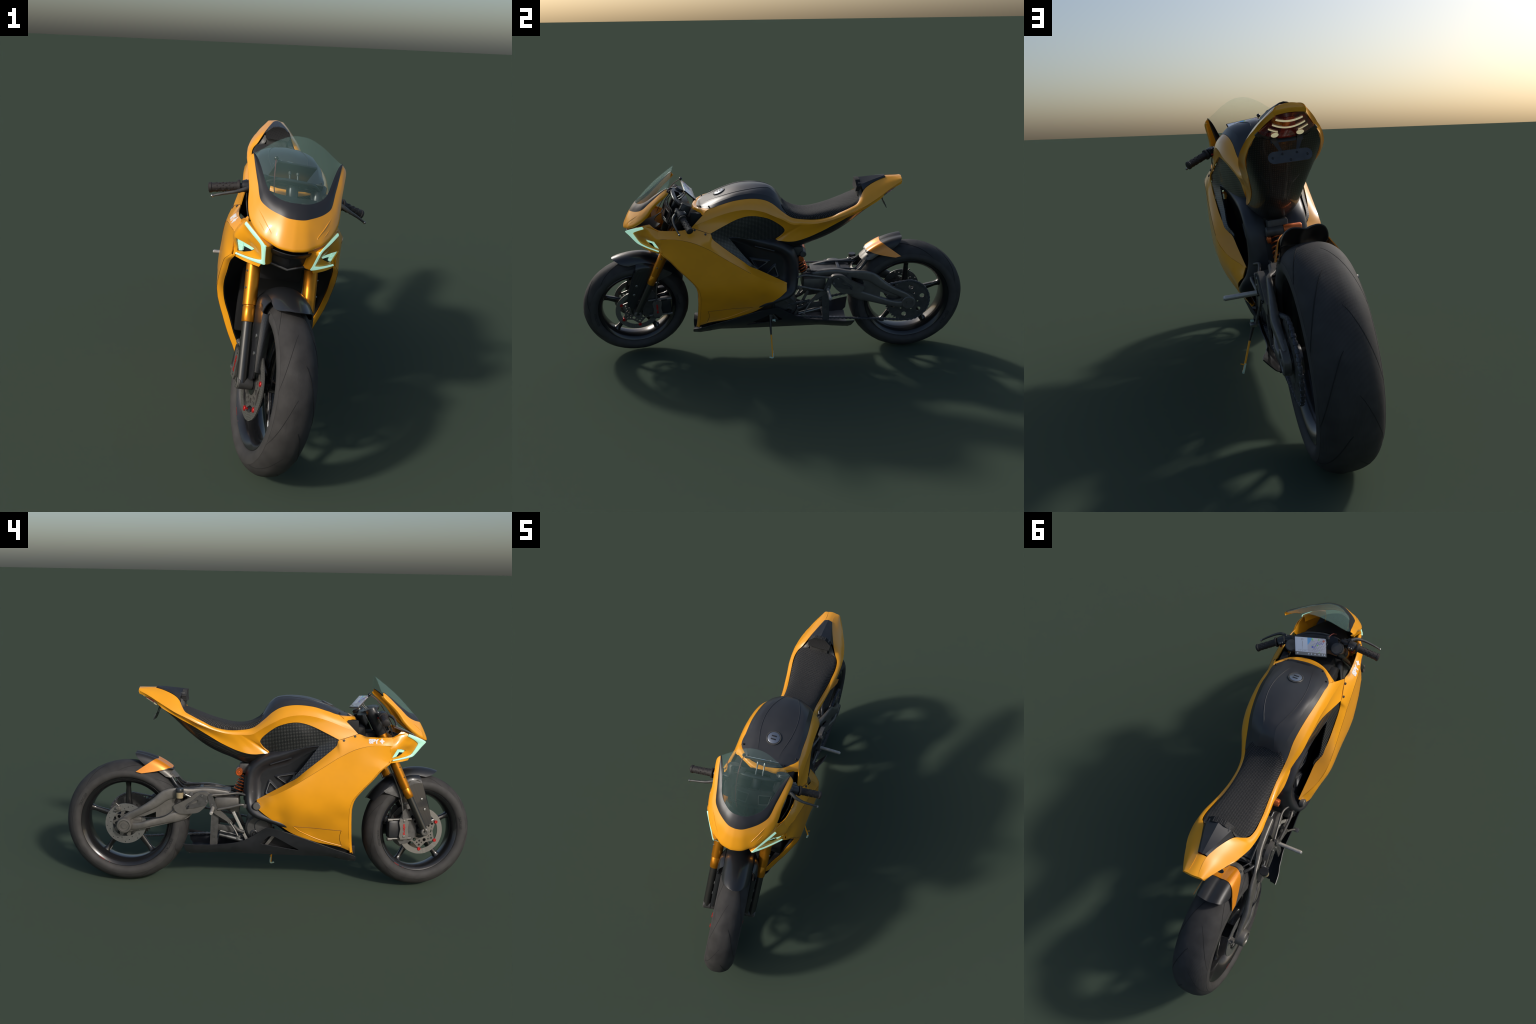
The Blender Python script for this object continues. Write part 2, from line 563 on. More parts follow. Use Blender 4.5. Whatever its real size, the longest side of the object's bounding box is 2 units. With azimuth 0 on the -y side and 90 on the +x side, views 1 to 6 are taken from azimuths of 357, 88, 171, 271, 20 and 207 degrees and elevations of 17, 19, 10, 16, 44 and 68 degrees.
# steering: the whole front end turns about this raked axis
RAKE, STEER = 0.422, 0.2228
AXP, AXD = A(0, -0.7275, 0.2825), A(0, math.sin(RAKE), math.cos(RAKE))
_K = np.array([[0, -AXD[2], AXD[1]], [AXD[2], 0, -AXD[0]], [-AXD[1], AXD[0], 0]])
SROT = np.eye(3) + math.sin(STEER) * _K + (1 - math.cos(STEER)) * _K @ _K
def steer(P):
    return (np.asarray(P, float) - AXP) @ SROT.T + AXP
def addF(name, VF, m, parent=None, **k):
    return add(name, steer(VF[0]), VF[1], m, parent, **k)
def bothF(name, VF, m, parent=None, **k):
    V, F = VF
    V = np.asarray(V, float)
    return (add(name, steer(V), F, m, parent, **k),
            add(name, steer(V * A(-1, 1, 1)), [f[::-1] for f in F], m, parent, **k))

# ================================================================== bodywork
# edge between black tank cover / seat and the yellow shell (left side)
ED = [A(.125, -.316, .854), A(.125, -.254, .873), A(.124, -.192, .89), A(.115, -.109, .895), A(.106, -.047, .883),
      A(.099, -.007, .860), A(.094, .037, .820), A(.084, .088, .781), A(.081, .145, .769), A(.085, .216, .769),
      A(.094, .278, .785), A(.101, .323, .808), A(.106, .371, .833), A(.100, .406, .852), A(.084, .422, .872),
      A(.066, .440, .905), A(.052, .467, .927), A(.019, .556, .957), A(.021, .634, .9575)]
# widest crease of the yellow shell
CRE = [A(.157, -.404, .770), A(.154, -.349, .795), A(.153, -.287, .820), A(.153, -.224, .840), A(.150, -.162, .851),
       A(.148, -.117, .850), A(.143, -.055, .836), A(.135, -.008, .812), A(.118, .039, .784), A(.103, .089, .752),
       A(.097, .135, .748), A(.101, .198, .751), A(.109, .26, .766), A(.116, .31, .784), A(.123, .351, .802),
       A(.125, .40, .827), A(.122, .445, .847), A(.108, .50, .877), A(.090, .54, .899), A(.071, .580, .921), A(.042, .636, .946)]
# lower edge: along the carbon window, round its rear end, and back under the tail
LOW = [A(.176, -.315, .744), A(.165, -.257, .772), A(.152, -.195, .800), A(.146, -.148, .814), A(.143, -.111, .817),
       A(.137, -.071, .810), A(.126, -.024, .792), A(.105, .025, .754), A(.095, .048, .728), A(.091, .050, .708),
       A(.085, .033, .684), A(.077, .006, .660), A(.085, .034, .658), A(.088, .073, .654), A(.089, .114, .658),
       A(.085, .169, .674), A(.085, .233, .703), A(.090, .279, .730), A(.096, .326, .759), A(.102, .367, .785),
       A(.108, .404, .805), A(.110, .446, .828), A(.100, .509, .863), A(.087, .536, .882), A(.070, .566, .904), A(.043, .632, .930)]
# crease positions that face each lower-edge point
LOWY = [-.404, -.30, -.22, -.162, -.117, -.07, -.015, .03, .058, .085, .115, .140, .152, .165, .19, .225, .27, .31, .35, .385,
        .415, .455, .515, .545, .578, .636]
ys = np.r_[np.linspace(-.316, .40, 90), np.linspace(.405, .634, 50)]
edge = along(ED, ys)
tq = (ys + .316) / (.634 + .316)
cy = np.where(ys < .1, -.404 + (ys + .316) * (.1 + .404) / (.1 + .316), ys)
cre = along(CRE, np.clip(cy, -.404, .636))
mid = (edge + cre) / 2 + np.stack([0.004 + 0 * ys, 0 * ys, 0.003 + 0 * ys], 1)
upper = loft([edge, mid, cre], 9, 0, resample=False)
creL = along(CRE, LOWY)
lowr = np.array(LOW)
K = len(LOW)
kn = np.arange(K, dtype=float)
tt = np.linspace(0, K - 1, 160)
cL, lL = cr_at(creL, tt, kn), cr_at(lowr, tt, kn)
dip = np.interp(tt, [0, 6, 10, 13, 17, 21, 25], [.001, .001, .004, .007, .006, .003, 0])
mL = (cL + lL) / 2 - np.stack([dip, 0 * dip, 0 * dip], 1)
lower = loft([cL, mL, lL], 9, 0, resample=False)
# tail deck between the two upper edges, and the blunt tail end
deck = loft([[A(.019, .556, .957), A(.021, .634, .9575)], [A(0, .556, .961), A(0, .636, .9605)],
             [A(-.019, .556, .957), A(-.021, .634, .9575)]], 7, 6)
endc = [A(.021, .634, .9575), A(.042, .636, .944), A(.043, .632, .932)]
endface = loft([endc, [A(0, .636, .9605), A(0, .640, .947), A(0, .636, .936)], [p * A(-1, 1, 1) for p in endc]], 9, 5)
COVF = [A(0, -.386, .838), A(.04, -.381, .840), A(.078, -.369, .845), A(.1265, -.313, .8535)]
LIP = [A(0, -.413, .822), A(.04, -.406, .824), A(.085, -.382, .830), A(.139, -.345, .823)]
lipm = [(a + b) / 2 + A(0, -.004, .006) for a, b in zip(COVF, LIP)]
lip = loft([span(cr(c, 22)) for c in (COVF, lipm, LIP)], 7, 0, True, False)
bag = Bag()
for VF in (upper, lower):
    bag.mirror(shell(*VF, 0.004, (1, 0, .4)))
bag.put(shell(*lip, 0.004, (0, -.6, 1)))
bag.put(shell(*deck, 0.003, (0, 0, 1))).put(shell(*endface, 0.003, (0, 1, 0)))
shell_obj = add("body_shell", *bag.vf, YEL, angle=32)

# black tank cover: centre line, raised crease line, shoulder line, lower edge
CEN = [A(0, -.386, .838), A(0, -.328, .868), A(0, -.276, .893), A(0, -.225, .914), A(0, -.173, .928), A(0, -.116, .934),
       A(0, -.072, .933), A(0, -.031, .926), A(0, .000, .907), A(0, .022, .878), A(0, .040, .845)]
CRS = [A(.035, -.382, .840), A(.052, -.310, .876), A(.067, -.245, .901), A(.071, -.180, .919), A(.062, -.118, .927),
       A(.045, -.066, .928), A(.028, -.025, .921), A(.030, .005, .899), A(.033, .026, .870), A(.036, .044, .838)]
SHO = [A(.074, -.369, .848), A(.105, -.312, .864), A(.108, -.256, .886), A(.106, -.200, .905), A(.101, -.15, .914),
       A(.097, -.109, .917), A(.090, -.055, .907), A(.080, -.012, .888), A(.074, .018, .858), A(.070, .048, .824)]
EDC = [A(.078, -.369, .845)] + [p + A(-.001, 0, .001) for p in ED[:8]]
EDC = [A(.078, -.369, .845), A(.124, -.316, .855), A(.124, -.254, .874), A(.123, -.192, .891), A(.114, -.109, .896),
       A(.105, -.047, .884), A(.098, -.007, .861), A(.093, .037, .821), A(.089, .062, .800)]
half = [np.array(cr(c, 60)) for c in (CEN, CRS, SHO, EDC)]
bag = Bag()
bag.put(shell(*loft(full(half[0:2]), 19, 0, True, False), 0.003, (0, 0, 1)))
bag.mirror(shell(*loft([half[1], (half[1] + half[2]) / 2 + A(.001, 0, .002), half[2]], 10, 0, True, False), 0.003, (.4, 0, 1)))
bag.mirror(shell(*loft(half[2:4], 5, 0, False, False), 0.003, (1, 0, .3)))
cover = add("tank_cover", *bag.vf, COVER, angle=22)
ridge = Bag()
for s in (0, ):
    r = half[1][6:46] + A(0, 0, .0004)
    ridge.mirror(tube(r, np.interp(np.arange(40), [0, 6, 30, 39], [.0002, .0016, .0016, .0002]), 8))
add("tank_cover_ridge", *ridge.vf, COVER, cover)
# filler / charge cap lies on the cover
capc, capn = A(0, -.270, .8965), A(0, -.40, .92) / math.hypot(.4, .92)
bag = Bag().put(lathe([(-.004, .032), (.002, .032), (.0035, .0305), (.0035, .0275), (.0015, .0265), (.0015, .0)], capc, capn, 48, caps=False))
cap = add("filler_cap", *bag.vf, GREYD, cover)
cb = Bag().put(lathe([(.0012, .0262), (.0035, .0255), (.0042, .024), (.0042, 0.0005)], capc, capn, 48, caps=False))
add("filler_cap_lid", *cb.vf, mat("cap_blue_grey", (0.28, 0.31, 0.36), 0.28, metal=0.8), cap)
capR = basis((1, 0, 0), capn)
cb = Bag()
for dy in (-.007, .007):
    cb.put(box(capc + capn * .0045 + capR @ A(0, dy, 0), (.022, .006, .002), capR, .001))
add("filler_cap_grip", *cb.vf, BLACK, cap)

def bolt(p, n, r=.0045, m=STEEL, parent=None, h=.003):
    n = np.asarray(n, float) / np.linalg.norm(n)
    V, F = lathe([(-.002, r), (h * .6, r), (h, r * .75), (h, r * .45), (h * .4, r * .4), (h * .4, .0002)], p, n, 14, caps=False)
    return add("bolt", V, F, m, parent)
for s in (1, -1):
    bolt(A(.115 * s, -.318, .8615), (s * .5, -.2, .9), .004, BLACK, cover)
    bolt(A(.079 * s, -.362, .851), (s * .3, -.5, .9), .0035, BLACK, cover)

# seat
SC = [A(0, .012, .868), A(0, .030, .846), A(0, .052, .826), A(0, .098, .803), A(0, .151, .795), A(0, .205, .801), A(0, .277, .819), A(0, .348, .846), A(0, .402, .868), A(0, .425, .878)]
SM = [A(.036, .022, .860), A(.048, .040, .842), A(.056, .058, .824), A(.060, .1, .801), A(.060, .151, .792), A(.063, .205, .797), A(.070, .277, .814), A(.074, .348, .839), A(.070, .400, .860), A(.052, .428, .874)]
SE = [A(.068, .040, .838), A(.074, .055, .822), A(.075, .070, .808), A(.076, .105, .788), A(.076, .151, .783), A(.079, .21, .787), A(.086, .277, .800), A(.092, .340, .826), A(.090, .392, .852), A(.074, .424, .868)]
SB = [A(.086, .060, .800), A(.084, .078, .788), A(.082, .095, .777), A(.080, .12, .771), A(.0795, .151, .768), A(.082, .21, .768), A(.091, .275, .784), A(.099, .330, .811), A(.100, .390, .842), A(.085, .420, .866)]
sr = [np.array(cr(c, 70)) for c in (SC, SM, SE, SB)]
S = loft(full(sr), 43, 0, True, False)
seat = Bag().put(shell(*S, .006, (0, 0, 1)))
seat_o = add("seat", *seat.vf, SEATM, angle=60)

# rear hump pad with its dark wedge behind
pf = dict(apex=A(0, .401, .956), topL=A(.026, .404, .951), midL=A(.055, .408, .925), lowL=A(.050, .404, .899), bot=A(0, .398, .893))
front = [pf["lowL"], pf["midL"], pf["topL"], pf["apex"]]
fr = np.array(front + [p * A(-1, 1, 1) for p in front[-2::-1]])
bk = fr + A(0, .022, .001)
bag = Bag()
n = len(fr)
V = np.vstack([fr, bk, [fr.mean(0) + A(0, .006, 0)]])
F = [(i, i + 1, i + 1 + n, i + n) for i in range(n - 1)] + [(n - 1, 0, n, 2 * n - 1)]
F += [(2 * n, i + 1, i) for i in range(n - 1)] + [(2 * n, 0, n - 1)]
F += [tuple(range(2 * n - 1, n - 1, -1))]
SEATV = weave("backrest_textile", (0.006, 0.006, 0.007), (0.06, 0.059, 0.058), 1000.0, axes=("X", "Z"), diag=True, rough=0.85, coat=0.0, bump=0.5, dist=0.001)
add("seat_backrest", *fix(V, F), SEATV, seat_o, angle=30)
# dark cowl of the hump: raised centre wedge plus a lower rim that follows the yellow edge
bk2 = bk[[1, 2, 3, 4, 5]] + A(0, .001, .0005)
tail_tip = A(0, .553, .967)
w = Bag()
ridge_t = [A(.016, .425, .956), A(.006, .548, .9665)]
for s in (1, -1):
    sgn = A(s, 1, 1)
    up = cr([A(.0, .424, .957), A(0, .49, .963), tail_tip], 12)
    te = cr([A(.051, .428, .934), A(.034, .485, .9505), A(.011, .551, .9650)], 12)
    rim = cr([A(.064, .440, .908), A(.050, .467, .930), A(.0195, .553, .9600)], 12)
    for ra, rb in ((up, te), (te, rim)):
        w.put(shell(*loft([ra * sgn, rb * sgn], 3, 0, False, False), .003, (.3 * s, 0, 1)))
add("seat_hump_cowl", *w.vf, MATTE, seat_o, angle=24)
w = Bag()
for s in (1, -1):
    w.put(loft([[A(.088 * s, .412, .858), A(.068 * s, .432, .884), A(.056 * s, .430, .912)],
                [A(.060 * s, .424, .864), A(.050 * s, .418, .880), A(.045 * s, .415, .900)]], 5, 8))
w.put(box(A(0, .43, .905), (.09, .03, .07), bev=.004))
add("seat_hump_bracket", *w.vf, GREYD, seat_o)

# undertail: carbon belly from the shell's lower edge to a keel line
KEEL = [A(0, .085, .588), A(0, .13, .600), A(0, .195, .628), A(0, .24, .645), A(0, .294, .671), A(0, .348, .707), A(0, .40, .749), A(0, .477, .819), A(0, .53, .868)]
UQ = [A(.039, .080, .604), A(.052, .125, .616), A(.057, .19, .640), A(.058, .235, .659), A(.060, .289, .686), A(.062, .340, .717), A(.066, .392, .757), A(.066, .468, .822), A(.056, .535, .873)]
UE = [A(.078, .020, .656), A(.086, .073, .652), A(.087, .13, .660), A(.083, .185, .680), A(.084, .245, .711), A(.094, .326, .757), A(.104, .395, .800), A(.100, .500, .858), A(.078, .552, .894)]
ur = [np.array(cr(c, 60)) for c in (KEEL, UQ, UE)]
u = Bag().put(shell(*loft(full(ur), 27, 0, True, False), .003, (0, .5, -1)))
# front underside that closes the tail body above the battery frame
UF = [A(0, .085, .588), A(.039, .080, .604), A(.062, .045, .632), A(.076, .006, .656)]
UF2 = [A(0, -.05, .655), A(.03, -.05, .66), (A(.06, -.06, .67)), A(.085, -.08, .678)]
u.mirror(shell(*loft([UF, UF2], 6, 14, False), .003, (0, .2, -1)))
under = add("undertail", *u.vf, CARBU, angle=50)

# tail light set into the underside
def lamp(uu, vv, off=0.0):
    uu, vv = np.broadcast_arrays(np.asarray(uu, float), np.asarray(vv, float))
    hw = .037 + .041 * vv
    yc = .627 - .097 * vv
    zc = .936 - .066 * vv
    e = uu ** 2
    y = yc + e * .022 * vv
    z = zc + e * (.024 * vv)
    nrm = A(0, .55, -.83)
    bulge = .006 * np.sin(np.pi * np.clip(vv, 0, 1)) * (1 - e * .5)
    P = np.stack([uu * hw, y, z], -1)
    return P + nrm * (bulge + off)[..., None]
gu, gv = np.meshgrid(np.linspace(-1, 1, 25), np.linspace(0, 1, 13), indexing="ij")
light = add("tail_light", *shell(lamp(gu, gv, .002 + 0 * gu).reshape(-1, 3), grid_faces(25, 13), .006, (0, .5, -.8)), REDLENS)
gu, gv = np.meshgrid(np.linspace(-.33, .33, 9), np.linspace(.12, .92, 9), indexing="ij")
add("tail_light_core", *shell(lamp(gu, gv, .0032 + 0 * gu).reshape(-1, 3), grid_faces(9, 9), .001, (0, .5, -.8)), REDGLOW, light)
def lstrip(u0, u1, v, wv=.035, name="tail_light_strip"):
    gu, gv = np.meshgrid(np.linspace(u0, u1, 17), np.linspace(-wv, wv, 3), indexing="ij")
    gv = gv + v + .10 * (1 - gu ** 2) * (.6 if u0 * u1 < 0 else .3)
    add(name, *shell(lamp(gu, gv, .0046 + 0 * gu).reshape(-1, 3), grid_faces(17, 3), .0015, (0, .5, -.8)), CREAM, light)
lstrip(-.80, .80, .17, .024); lstrip(-.82, .82, .39, .022)
for s in (1, -1):
    lstrip(*sorted((s * .44, s * .86)), .62, .018)
    c = lamp(s * .50, .80, 0.0045)
    add("tail_light_bulb", *lathe([(0, .0105), (.0015, .009), (.002, .0005)], c, (0, .55, -.83), 20, caps=False), CREAM, light)
gu, gv = np.meshgrid(np.linspace(-1.03, 1.03, 25), np.linspace(.98, 1.16, 5), indexing="ij")
add("tail_light_bezel", *shell(lamp(gu, gv, .0025 + 0 * gu).reshape(-1, 3), grid_faces(25, 5), .004, (0, .5, -.8)), GREYD, light)

# licence plate bracket hanging below the tail
pn = A(0, .87, .35) / math.hypot(.87, .35)
pr = basis((1, 0, 0), A(0, -.37, .93))
st = [A(c * .044 + .017 * math.cos(t), .017 * math.sin(t)) for c, t0 in ((1, -math.pi / 2), (-1, math.pi / 2)) for t in np.linspace(t0, t0 + math.pi, 12)]
v, f = fill2d(st)
pc = A(0, .558, .822)
top = lambda q: pc + q[:, :1] * pr[:, 0] + q[:, 1:] * pr[:, 2] + .001 * pr[:, 1]
lowf = lambda q: pc + q[:, :1] * pr[:, 0] + q[:, 1:] * pr[:, 2] - .001 * pr[:, 1]
pl = add("plate_bracket", *raised(v, f, top, lowf), mat("bracket_blue_grey", (0.045, 0.05, 0.06), 0.5, noise=0.2, nscale=60))
b = Bag()
for s in (1, -1):
    v, f = fill2d([A(.046 * s, .052), A(.030 * s, .056), A(.018 * s, .012), A(.024 * s, .010)])
    b.put(raised(v, f, lambda q: top(q) - A(0, .001, 0), lambda q: lowf(q) - A(0, .002, 0)))
b.put(box(A(0, .533, .866), (.09, .004, .012), pr, .001))
add("plate_bracket_arm", *b.vf, BLACK, pl)
for q in ((-.048, 0), (-.02, .008), (.02, .008), (.048, 0), (0, -.010)):
    bolt(pc + pr @ A(q[0], 0, q[1]) + pr[:, 1] * .001, pr[:, 1] * np.sign(pr[1, 1]), .0035, BLACK, pl, .002)

# ---------------------------------------------------------------- side fairing
P1 = [(-.606, .783, .138), (-.588, .768, .143), (-.567, .757, .149), (-.535, .756, .157), (-.489, .756, .160), (-.443, .759, .160), (-.404, .770, .157)]
P3 = [(-.315, .744, .176), (-.303, .715, .177), (-.275, .688, .177), (-.23, .648, .174), (-.178, .604, .169), (-.12, .552, .156), (-.070, .513, .146)]
NOT = [(-.087, .532, .136), (.063, .439, .118)]
P6 = [(-.566, .718, .170), (-.505, .723, .187), (-.442, .717, .194), (-.382, .700, .197), (-.322, .668, .198), (-.268, .632, .199),
      (-.195, .583, .199), (-.121, .534, .198), (-.065, .500, .189), (-.019, .474, .170), (.03, .452, .142), (.061, .436, .122)]
P5 = [(-.566, .640, .158), (-.555, .629, .163), (-.524, .606, .170), (-.483, .558, .174), (-.435, .507, .178), (-.401, .462, .176), (-.390, .418, .167),
      (-.392, .36, .143), (-.397, .30, .119), (-.403, .247, .091), (-.411, .19, .066), (-.417, .163, .055)]
P4 = [(-.408, .174, .063), (-.353, .204, .092), (-.292, .219, .100), (-.244, .228, .104), (-.184, .247, .108), (-.123, .27, .114),
      (-.064, .308, .128), (-.014, .347, .147), (.025, .376, .152), (.059, .401, .136)]
body_s = [(-.35, .60, .199), (-.35, .50, .201), (-.36, .46, .199), (-.34, .41, .189), (-.34, .37, .172), (-.33, .32, .154), (-.33, .26, .124),
          (-.2, .52, .202), (-.2, .45, .198), (-.2, .40, .187), (-.2, .35, .163), (-.2, .29, .127), (-.1, .45, .196), (-.1, .38, .175), (-.1, .32, .146),
          (0, .43, .166), (-.05, .37, .157), (-.46, .60, .194), (-.41, .53, .197), (-.50, .65, .187), (-.38, .45, .192), (-.37, .38, .165), (-.375, .30, .130)]
zo = [.163, .19, .247, .30, .36, .418, .462, .507, .558, .606, .64, .70]
xo = [.075, .088, .116, .142, .168, .190, .199, .199, .196, .190, .183, .176]
P5d = cr(np.array([(p[2], p[0], p[1]) for p in P5]), 34)
P7 = np.stack([np.minimum(np.interp(P5d[:, 2], zo, xo), P5d[:, 0] + .024), P5d[:, 1] + .015, P5d[:, 2]], 1)
P7[:4, 0] = [.170, .174, .179, .184]
P7[-1] = P5d[-1] + A(.001, .006, .004)
body_s = [b_ for b_ in body_s if b_[0] > -.36]
fW = rbf(P6 + [(p[1], p[2], p[0]) for p in P7[::3]] + P4[1:] + body_s + [(.061, .42, .128)], 4e-4)
UE_ = [(-.567, .757, .149), (-.535, .756, .157), (-.489, .756, .160), (-.443, .759, .160), (-.404, .770, .157), (-.36, .757, .167), (-.315, .744, .176), (-.303, .715, .177),
       (-.275, .688, .177), (-.23, .648, .174), (-.178, .604, .169), (-.12, .552, .155), (-.088, .530, .139), (-.03, .495, .131), (.063, .439, .118)]
UC_ = [(-.566, .718, .170), (-.535, .721, .179), (-.49, .7225, .188), (-.442, .717, .194), (-.40, .706, .197), (-.37, .694, .198), (-.335, .675, .198), (-.315, .664, .198),
       (-.29, .648, .199), (-.245, .617, .199), (-.19, .580, .199), (-.13, .540, .198), (-.09, .514, .194), (-.03, .479, .175), (.061, .436, .122)]
ue, uc = (np.array([(p[2], p[0], p[1]) for p in L]) for L in (UE_, UC_))
kq = np.arange(len(ue), dtype=float)
tq_ = np.linspace(0, len(ue) - 1, 120)
ue, uc = cr_at(ue, tq_, kq), cr_at(uc, tq_, kq)
um = (ue + uc) / 2 + np.stack([np.interp(tq_, [0, 3, 10, 12, 14], [.002, .003, .003, .001, .0]), 0 * tq_, 0 * tq_], 1)
UV, UF_ = loft([ue, um, uc], 9, 0, True, False)
sel = UV[UV[:, 1] < -.29][::6]
fU = rbf([(p[1], p[2], p[0]) for p in sel], 1e-6)
yz = lambda L: [A(p[0], p[1]) for p in L]
def smooth2(L, n):
    return list(cr(np.array([p[:2] for p in L]), n))
HL_R = [A(-.561, .666), A(-.586, .704)]
P4e = [(P7[-1][1], P7[-1][2], 0)] + P4
outW = smooth2(P6, 60) + smooth2(P4e[::-1], 40)[:-1] + [A(p[1], p[2]) for p in P7[::-1]] + [A(-.556, .666)]
fx7 = lambda y, z: np.where(np.hypot(*(np.stack([y, z], 1)[:, None] - P7[None, :, 1:]).transpose(2, 0, 1)).min(1) < 1e-4,
                           P7[np.hypot(*(np.stack([y, z], 1)[:, None] - P7[None, :, 1:]).transpose(2, 0, 1)).argmin(1), 0], fW(y, z))
v2_, f2_ = fill2d(outW, (), .011)
nW = len(f2_)
V, F = shell(np.c_[fx7(v2_[:, 0], v2_[:, 1]), v2_], f2_, .004, (1, 0, 0))
fb = Bag().put((V, F))
P6m = (P5d + P7) / 2 + A(.0015, -.0025, 0)
fb.put(shell(*loft([P5d, P6m, P7 + A(0, .0005, 0)], 5, 0, True, False), .004, (.6, -1, 0)))
fair = both("side_fairing", *fb.vf, YEL, angle=35)
def dark_inside(objs, start, count):
    """Panel backs are blackened to give the unlit interior its darkness."""
    for o in objs:
        o.data.materials.append(DEEP)
        for p in o.data.polygons[start:start + count]:
            p.material_index = 1
up_o = both("side_fairing_upper", *shell(UV, UF_, .004, (1, 0, .3)), YEL, fair, angle=35)
dark_inside(up_o, len(UF_), len(UF_))
dark_inside(fair, nW, nW)
# seam lines of the fairing (brown tubes drawing the shadow in the joints) and the outlined air deflector on the lower panel
SEAM = mat("seam_shadow", (0.16, 0.06, 0.005), 0.6)
def seam(path, f, r=.0011, m=SEAM, lift=.0):
    p = dens([A(*q) for q in path], .008, False)
    P = np.c_[f(p[:, 0], p[:, 1]) + lift, p]
    return tube(P, r, 6)
seams = Bag()
seams.put(tube(uc[3:96] + A(.0002, 0, 0), .0006, 6))
seams.put(seam([(-.404, .7695), (-.316, .7435)], fU, .0012))
seams.put(tube(P7 + A(.0001, 0, 0), .0005, 6))
fin = [(-.115, .318), (-.345, .302), (-.343, .29), (-.356, .212), (-.22, .255), (-.14, .295)]
dfl = cr(A(*fin[3:]), 20)
seams.put(seam([fin[0], fin[1]], fW, .0010)).put(seam(cr(A(fin[1], (-.3405, .262), fin[3]), 14), fW, .0010))
both("fairing_seam", *seams.vf, SEAM, fair)
dr = Bag().put(seam(list(dfl) + [A(*fin[0])], fW, .0015))
both("fairing_deflector_edge", *dr.vf, YEL, fair)
for s, o in zip((1, -1), fair):
    for y_, z_ in ((-.337, .742), (-.389, .760)):
        bolt(A((fU([y_], [z_])[0] + .0012) * s, y_, z_), (s, 0, .45), .0052, GREYD, o)
# inner liner behind the front edge and the dark ducting between the fairings
p5 = np.array([[p[2] - .004, p[0] + .003, p[1]] for p in P5[1:]])
lin = loft([p5, p5 + A(-.022, .045, -.004), p5 * A(.6, 1, 1) + A(0, .09, 0)], 7, 30)
both("fairing_liner", *shell(*lin, .002, (-.5, -1, 0)), MATTE, fair)
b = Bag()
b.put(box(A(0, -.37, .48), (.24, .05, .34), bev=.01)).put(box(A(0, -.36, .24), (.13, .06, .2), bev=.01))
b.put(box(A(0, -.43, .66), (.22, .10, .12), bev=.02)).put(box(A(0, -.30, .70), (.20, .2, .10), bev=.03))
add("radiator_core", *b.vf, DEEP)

# white lettering on the right flank
tv, tf = text_mesh("SPY", .0235, .0016)
hs = .047 * (tv[:, 0] / tv[:, 0].max())
sc = np.c_[hs, tv[:, 1]]
hh = np.sqrt((sc[:, 0] - .0) ** 2)
t0 = A(-.452, .7325)
mp = lambda off: (lambda q: np.c_[-(fU(t0[0] - q[:, 0], t0[1] + q[:, 1]) + off), t0[0] - q[:, 0], t0[1] + q[:, 1]])
add("logo_lettering", *raised(sc, tf, mp(.0016), mp(-.0005)), WHITE, fair[1])
clov = []
for k in range(32):
    a = 2 * math.pi * k / 32
    rr = .0085 + .0032 * max(0, math.cos(4 * a)) - .002 * max(0, -math.cos(4 * a))
    clov.append(A(.061 + rr * math.cos(a), .0085 + rr * math.sin(a) * 1.0))
v, f = fill2d(clov)
add("logo_cross", *raised(v, f, mp(.0016), mp(-.0005)), WHITE, fair[1])

# carbon window panel between shell, fairing and battery frame
FE = [(.006, .660), (-.04, .668), (-.093, .682), (-.157, .700), (-.205, .7115), (-.226, .709)]
cs = [(p[1], p[2], p[0] - .006) for p in LOW[:12]] + [(a, b_, c - .004) for a, b_, c in P3[:5]] + [(-.12, .552, .157), (-.07, .513, .147)]
cs += [(-.226, .709, .150), (-.157, .700, .136), (-.093, .682, .116), (-.04, .668, .096), (-.155, .62, .146), (-.087, .532, .131), (-.15, .76, .143), (-.05, .74, .118)]
fC = rbf(cs, 2e-5)
lc = [A(p[1], p[2]) for p in LOW[:12]]
outC = list(cr(np.array(lc), 60)) + smooth2(FE, 24)[1:] + [A(-.155, .612), A(-.087, .530)] + smooth2(P3[::-1], 40)[:-1]
V, F = panel(outC, fC, .006, step=.010)
both("carbon_side_panel", V, F, CARB, fair, angle=40)

# ---------------------------------------------------------------- battery frame
RING = [(-.226, .708, .152), (-.16, .697, .134), (-.092, .672, .120), (-.042, .655, .114), (.007, .640, .111), (.050, .617, .109),
        (.080, .588, .108), (.096, .55, .107), (.102, .50, .108), (.102, .46, .112), (.099, .42, .124), (.089, .390, .140),
        (.062, .369, .148), (.01, .350, .150), (-.10, .31, .135)]
ring = cr(np.array([[p[2], p[0], p[1]] for p in RING]), 70)
tg = np.gradient(ring, axis=0)
nn = np.stack([0 * tg[:, 0], -tg[:, 2], tg[:, 1]], 1)      # outward in the side plane
nn /= np.linalg.norm(nn, axis=1, keepdims=True)
if nn[35, 1] < 0:
    nn = -nn
q = np.linspace(0, 1, 70)
kk = np.interp(q, [0, .06, .2, .6, 1], [.15, .5, 1, 1, .8])[:, None]
X = A(1, 0, 0)
secs = [ring - nn * .060 * kk - X * .030 * kk, ring - nn * .045 * kk - X * .027 * kk, ring - nn * .014 * kk - X * .004, ring,
        ring + nn * .010 * kk - X * .006 * kk, ring + nn * .021 * kk - X * .030 * kk, ring + nn * .024 * kk - X * .055 * kk,
        (ring + nn * .024 * kk) * A(.0, 1, 1) + X * .04 * kk]
fv = loft(secs, 34, 0, True, False)
fr_o = both("battery_frame", *shell(*fv, .004, (1, .3, 0)), MATTE, angle=50)
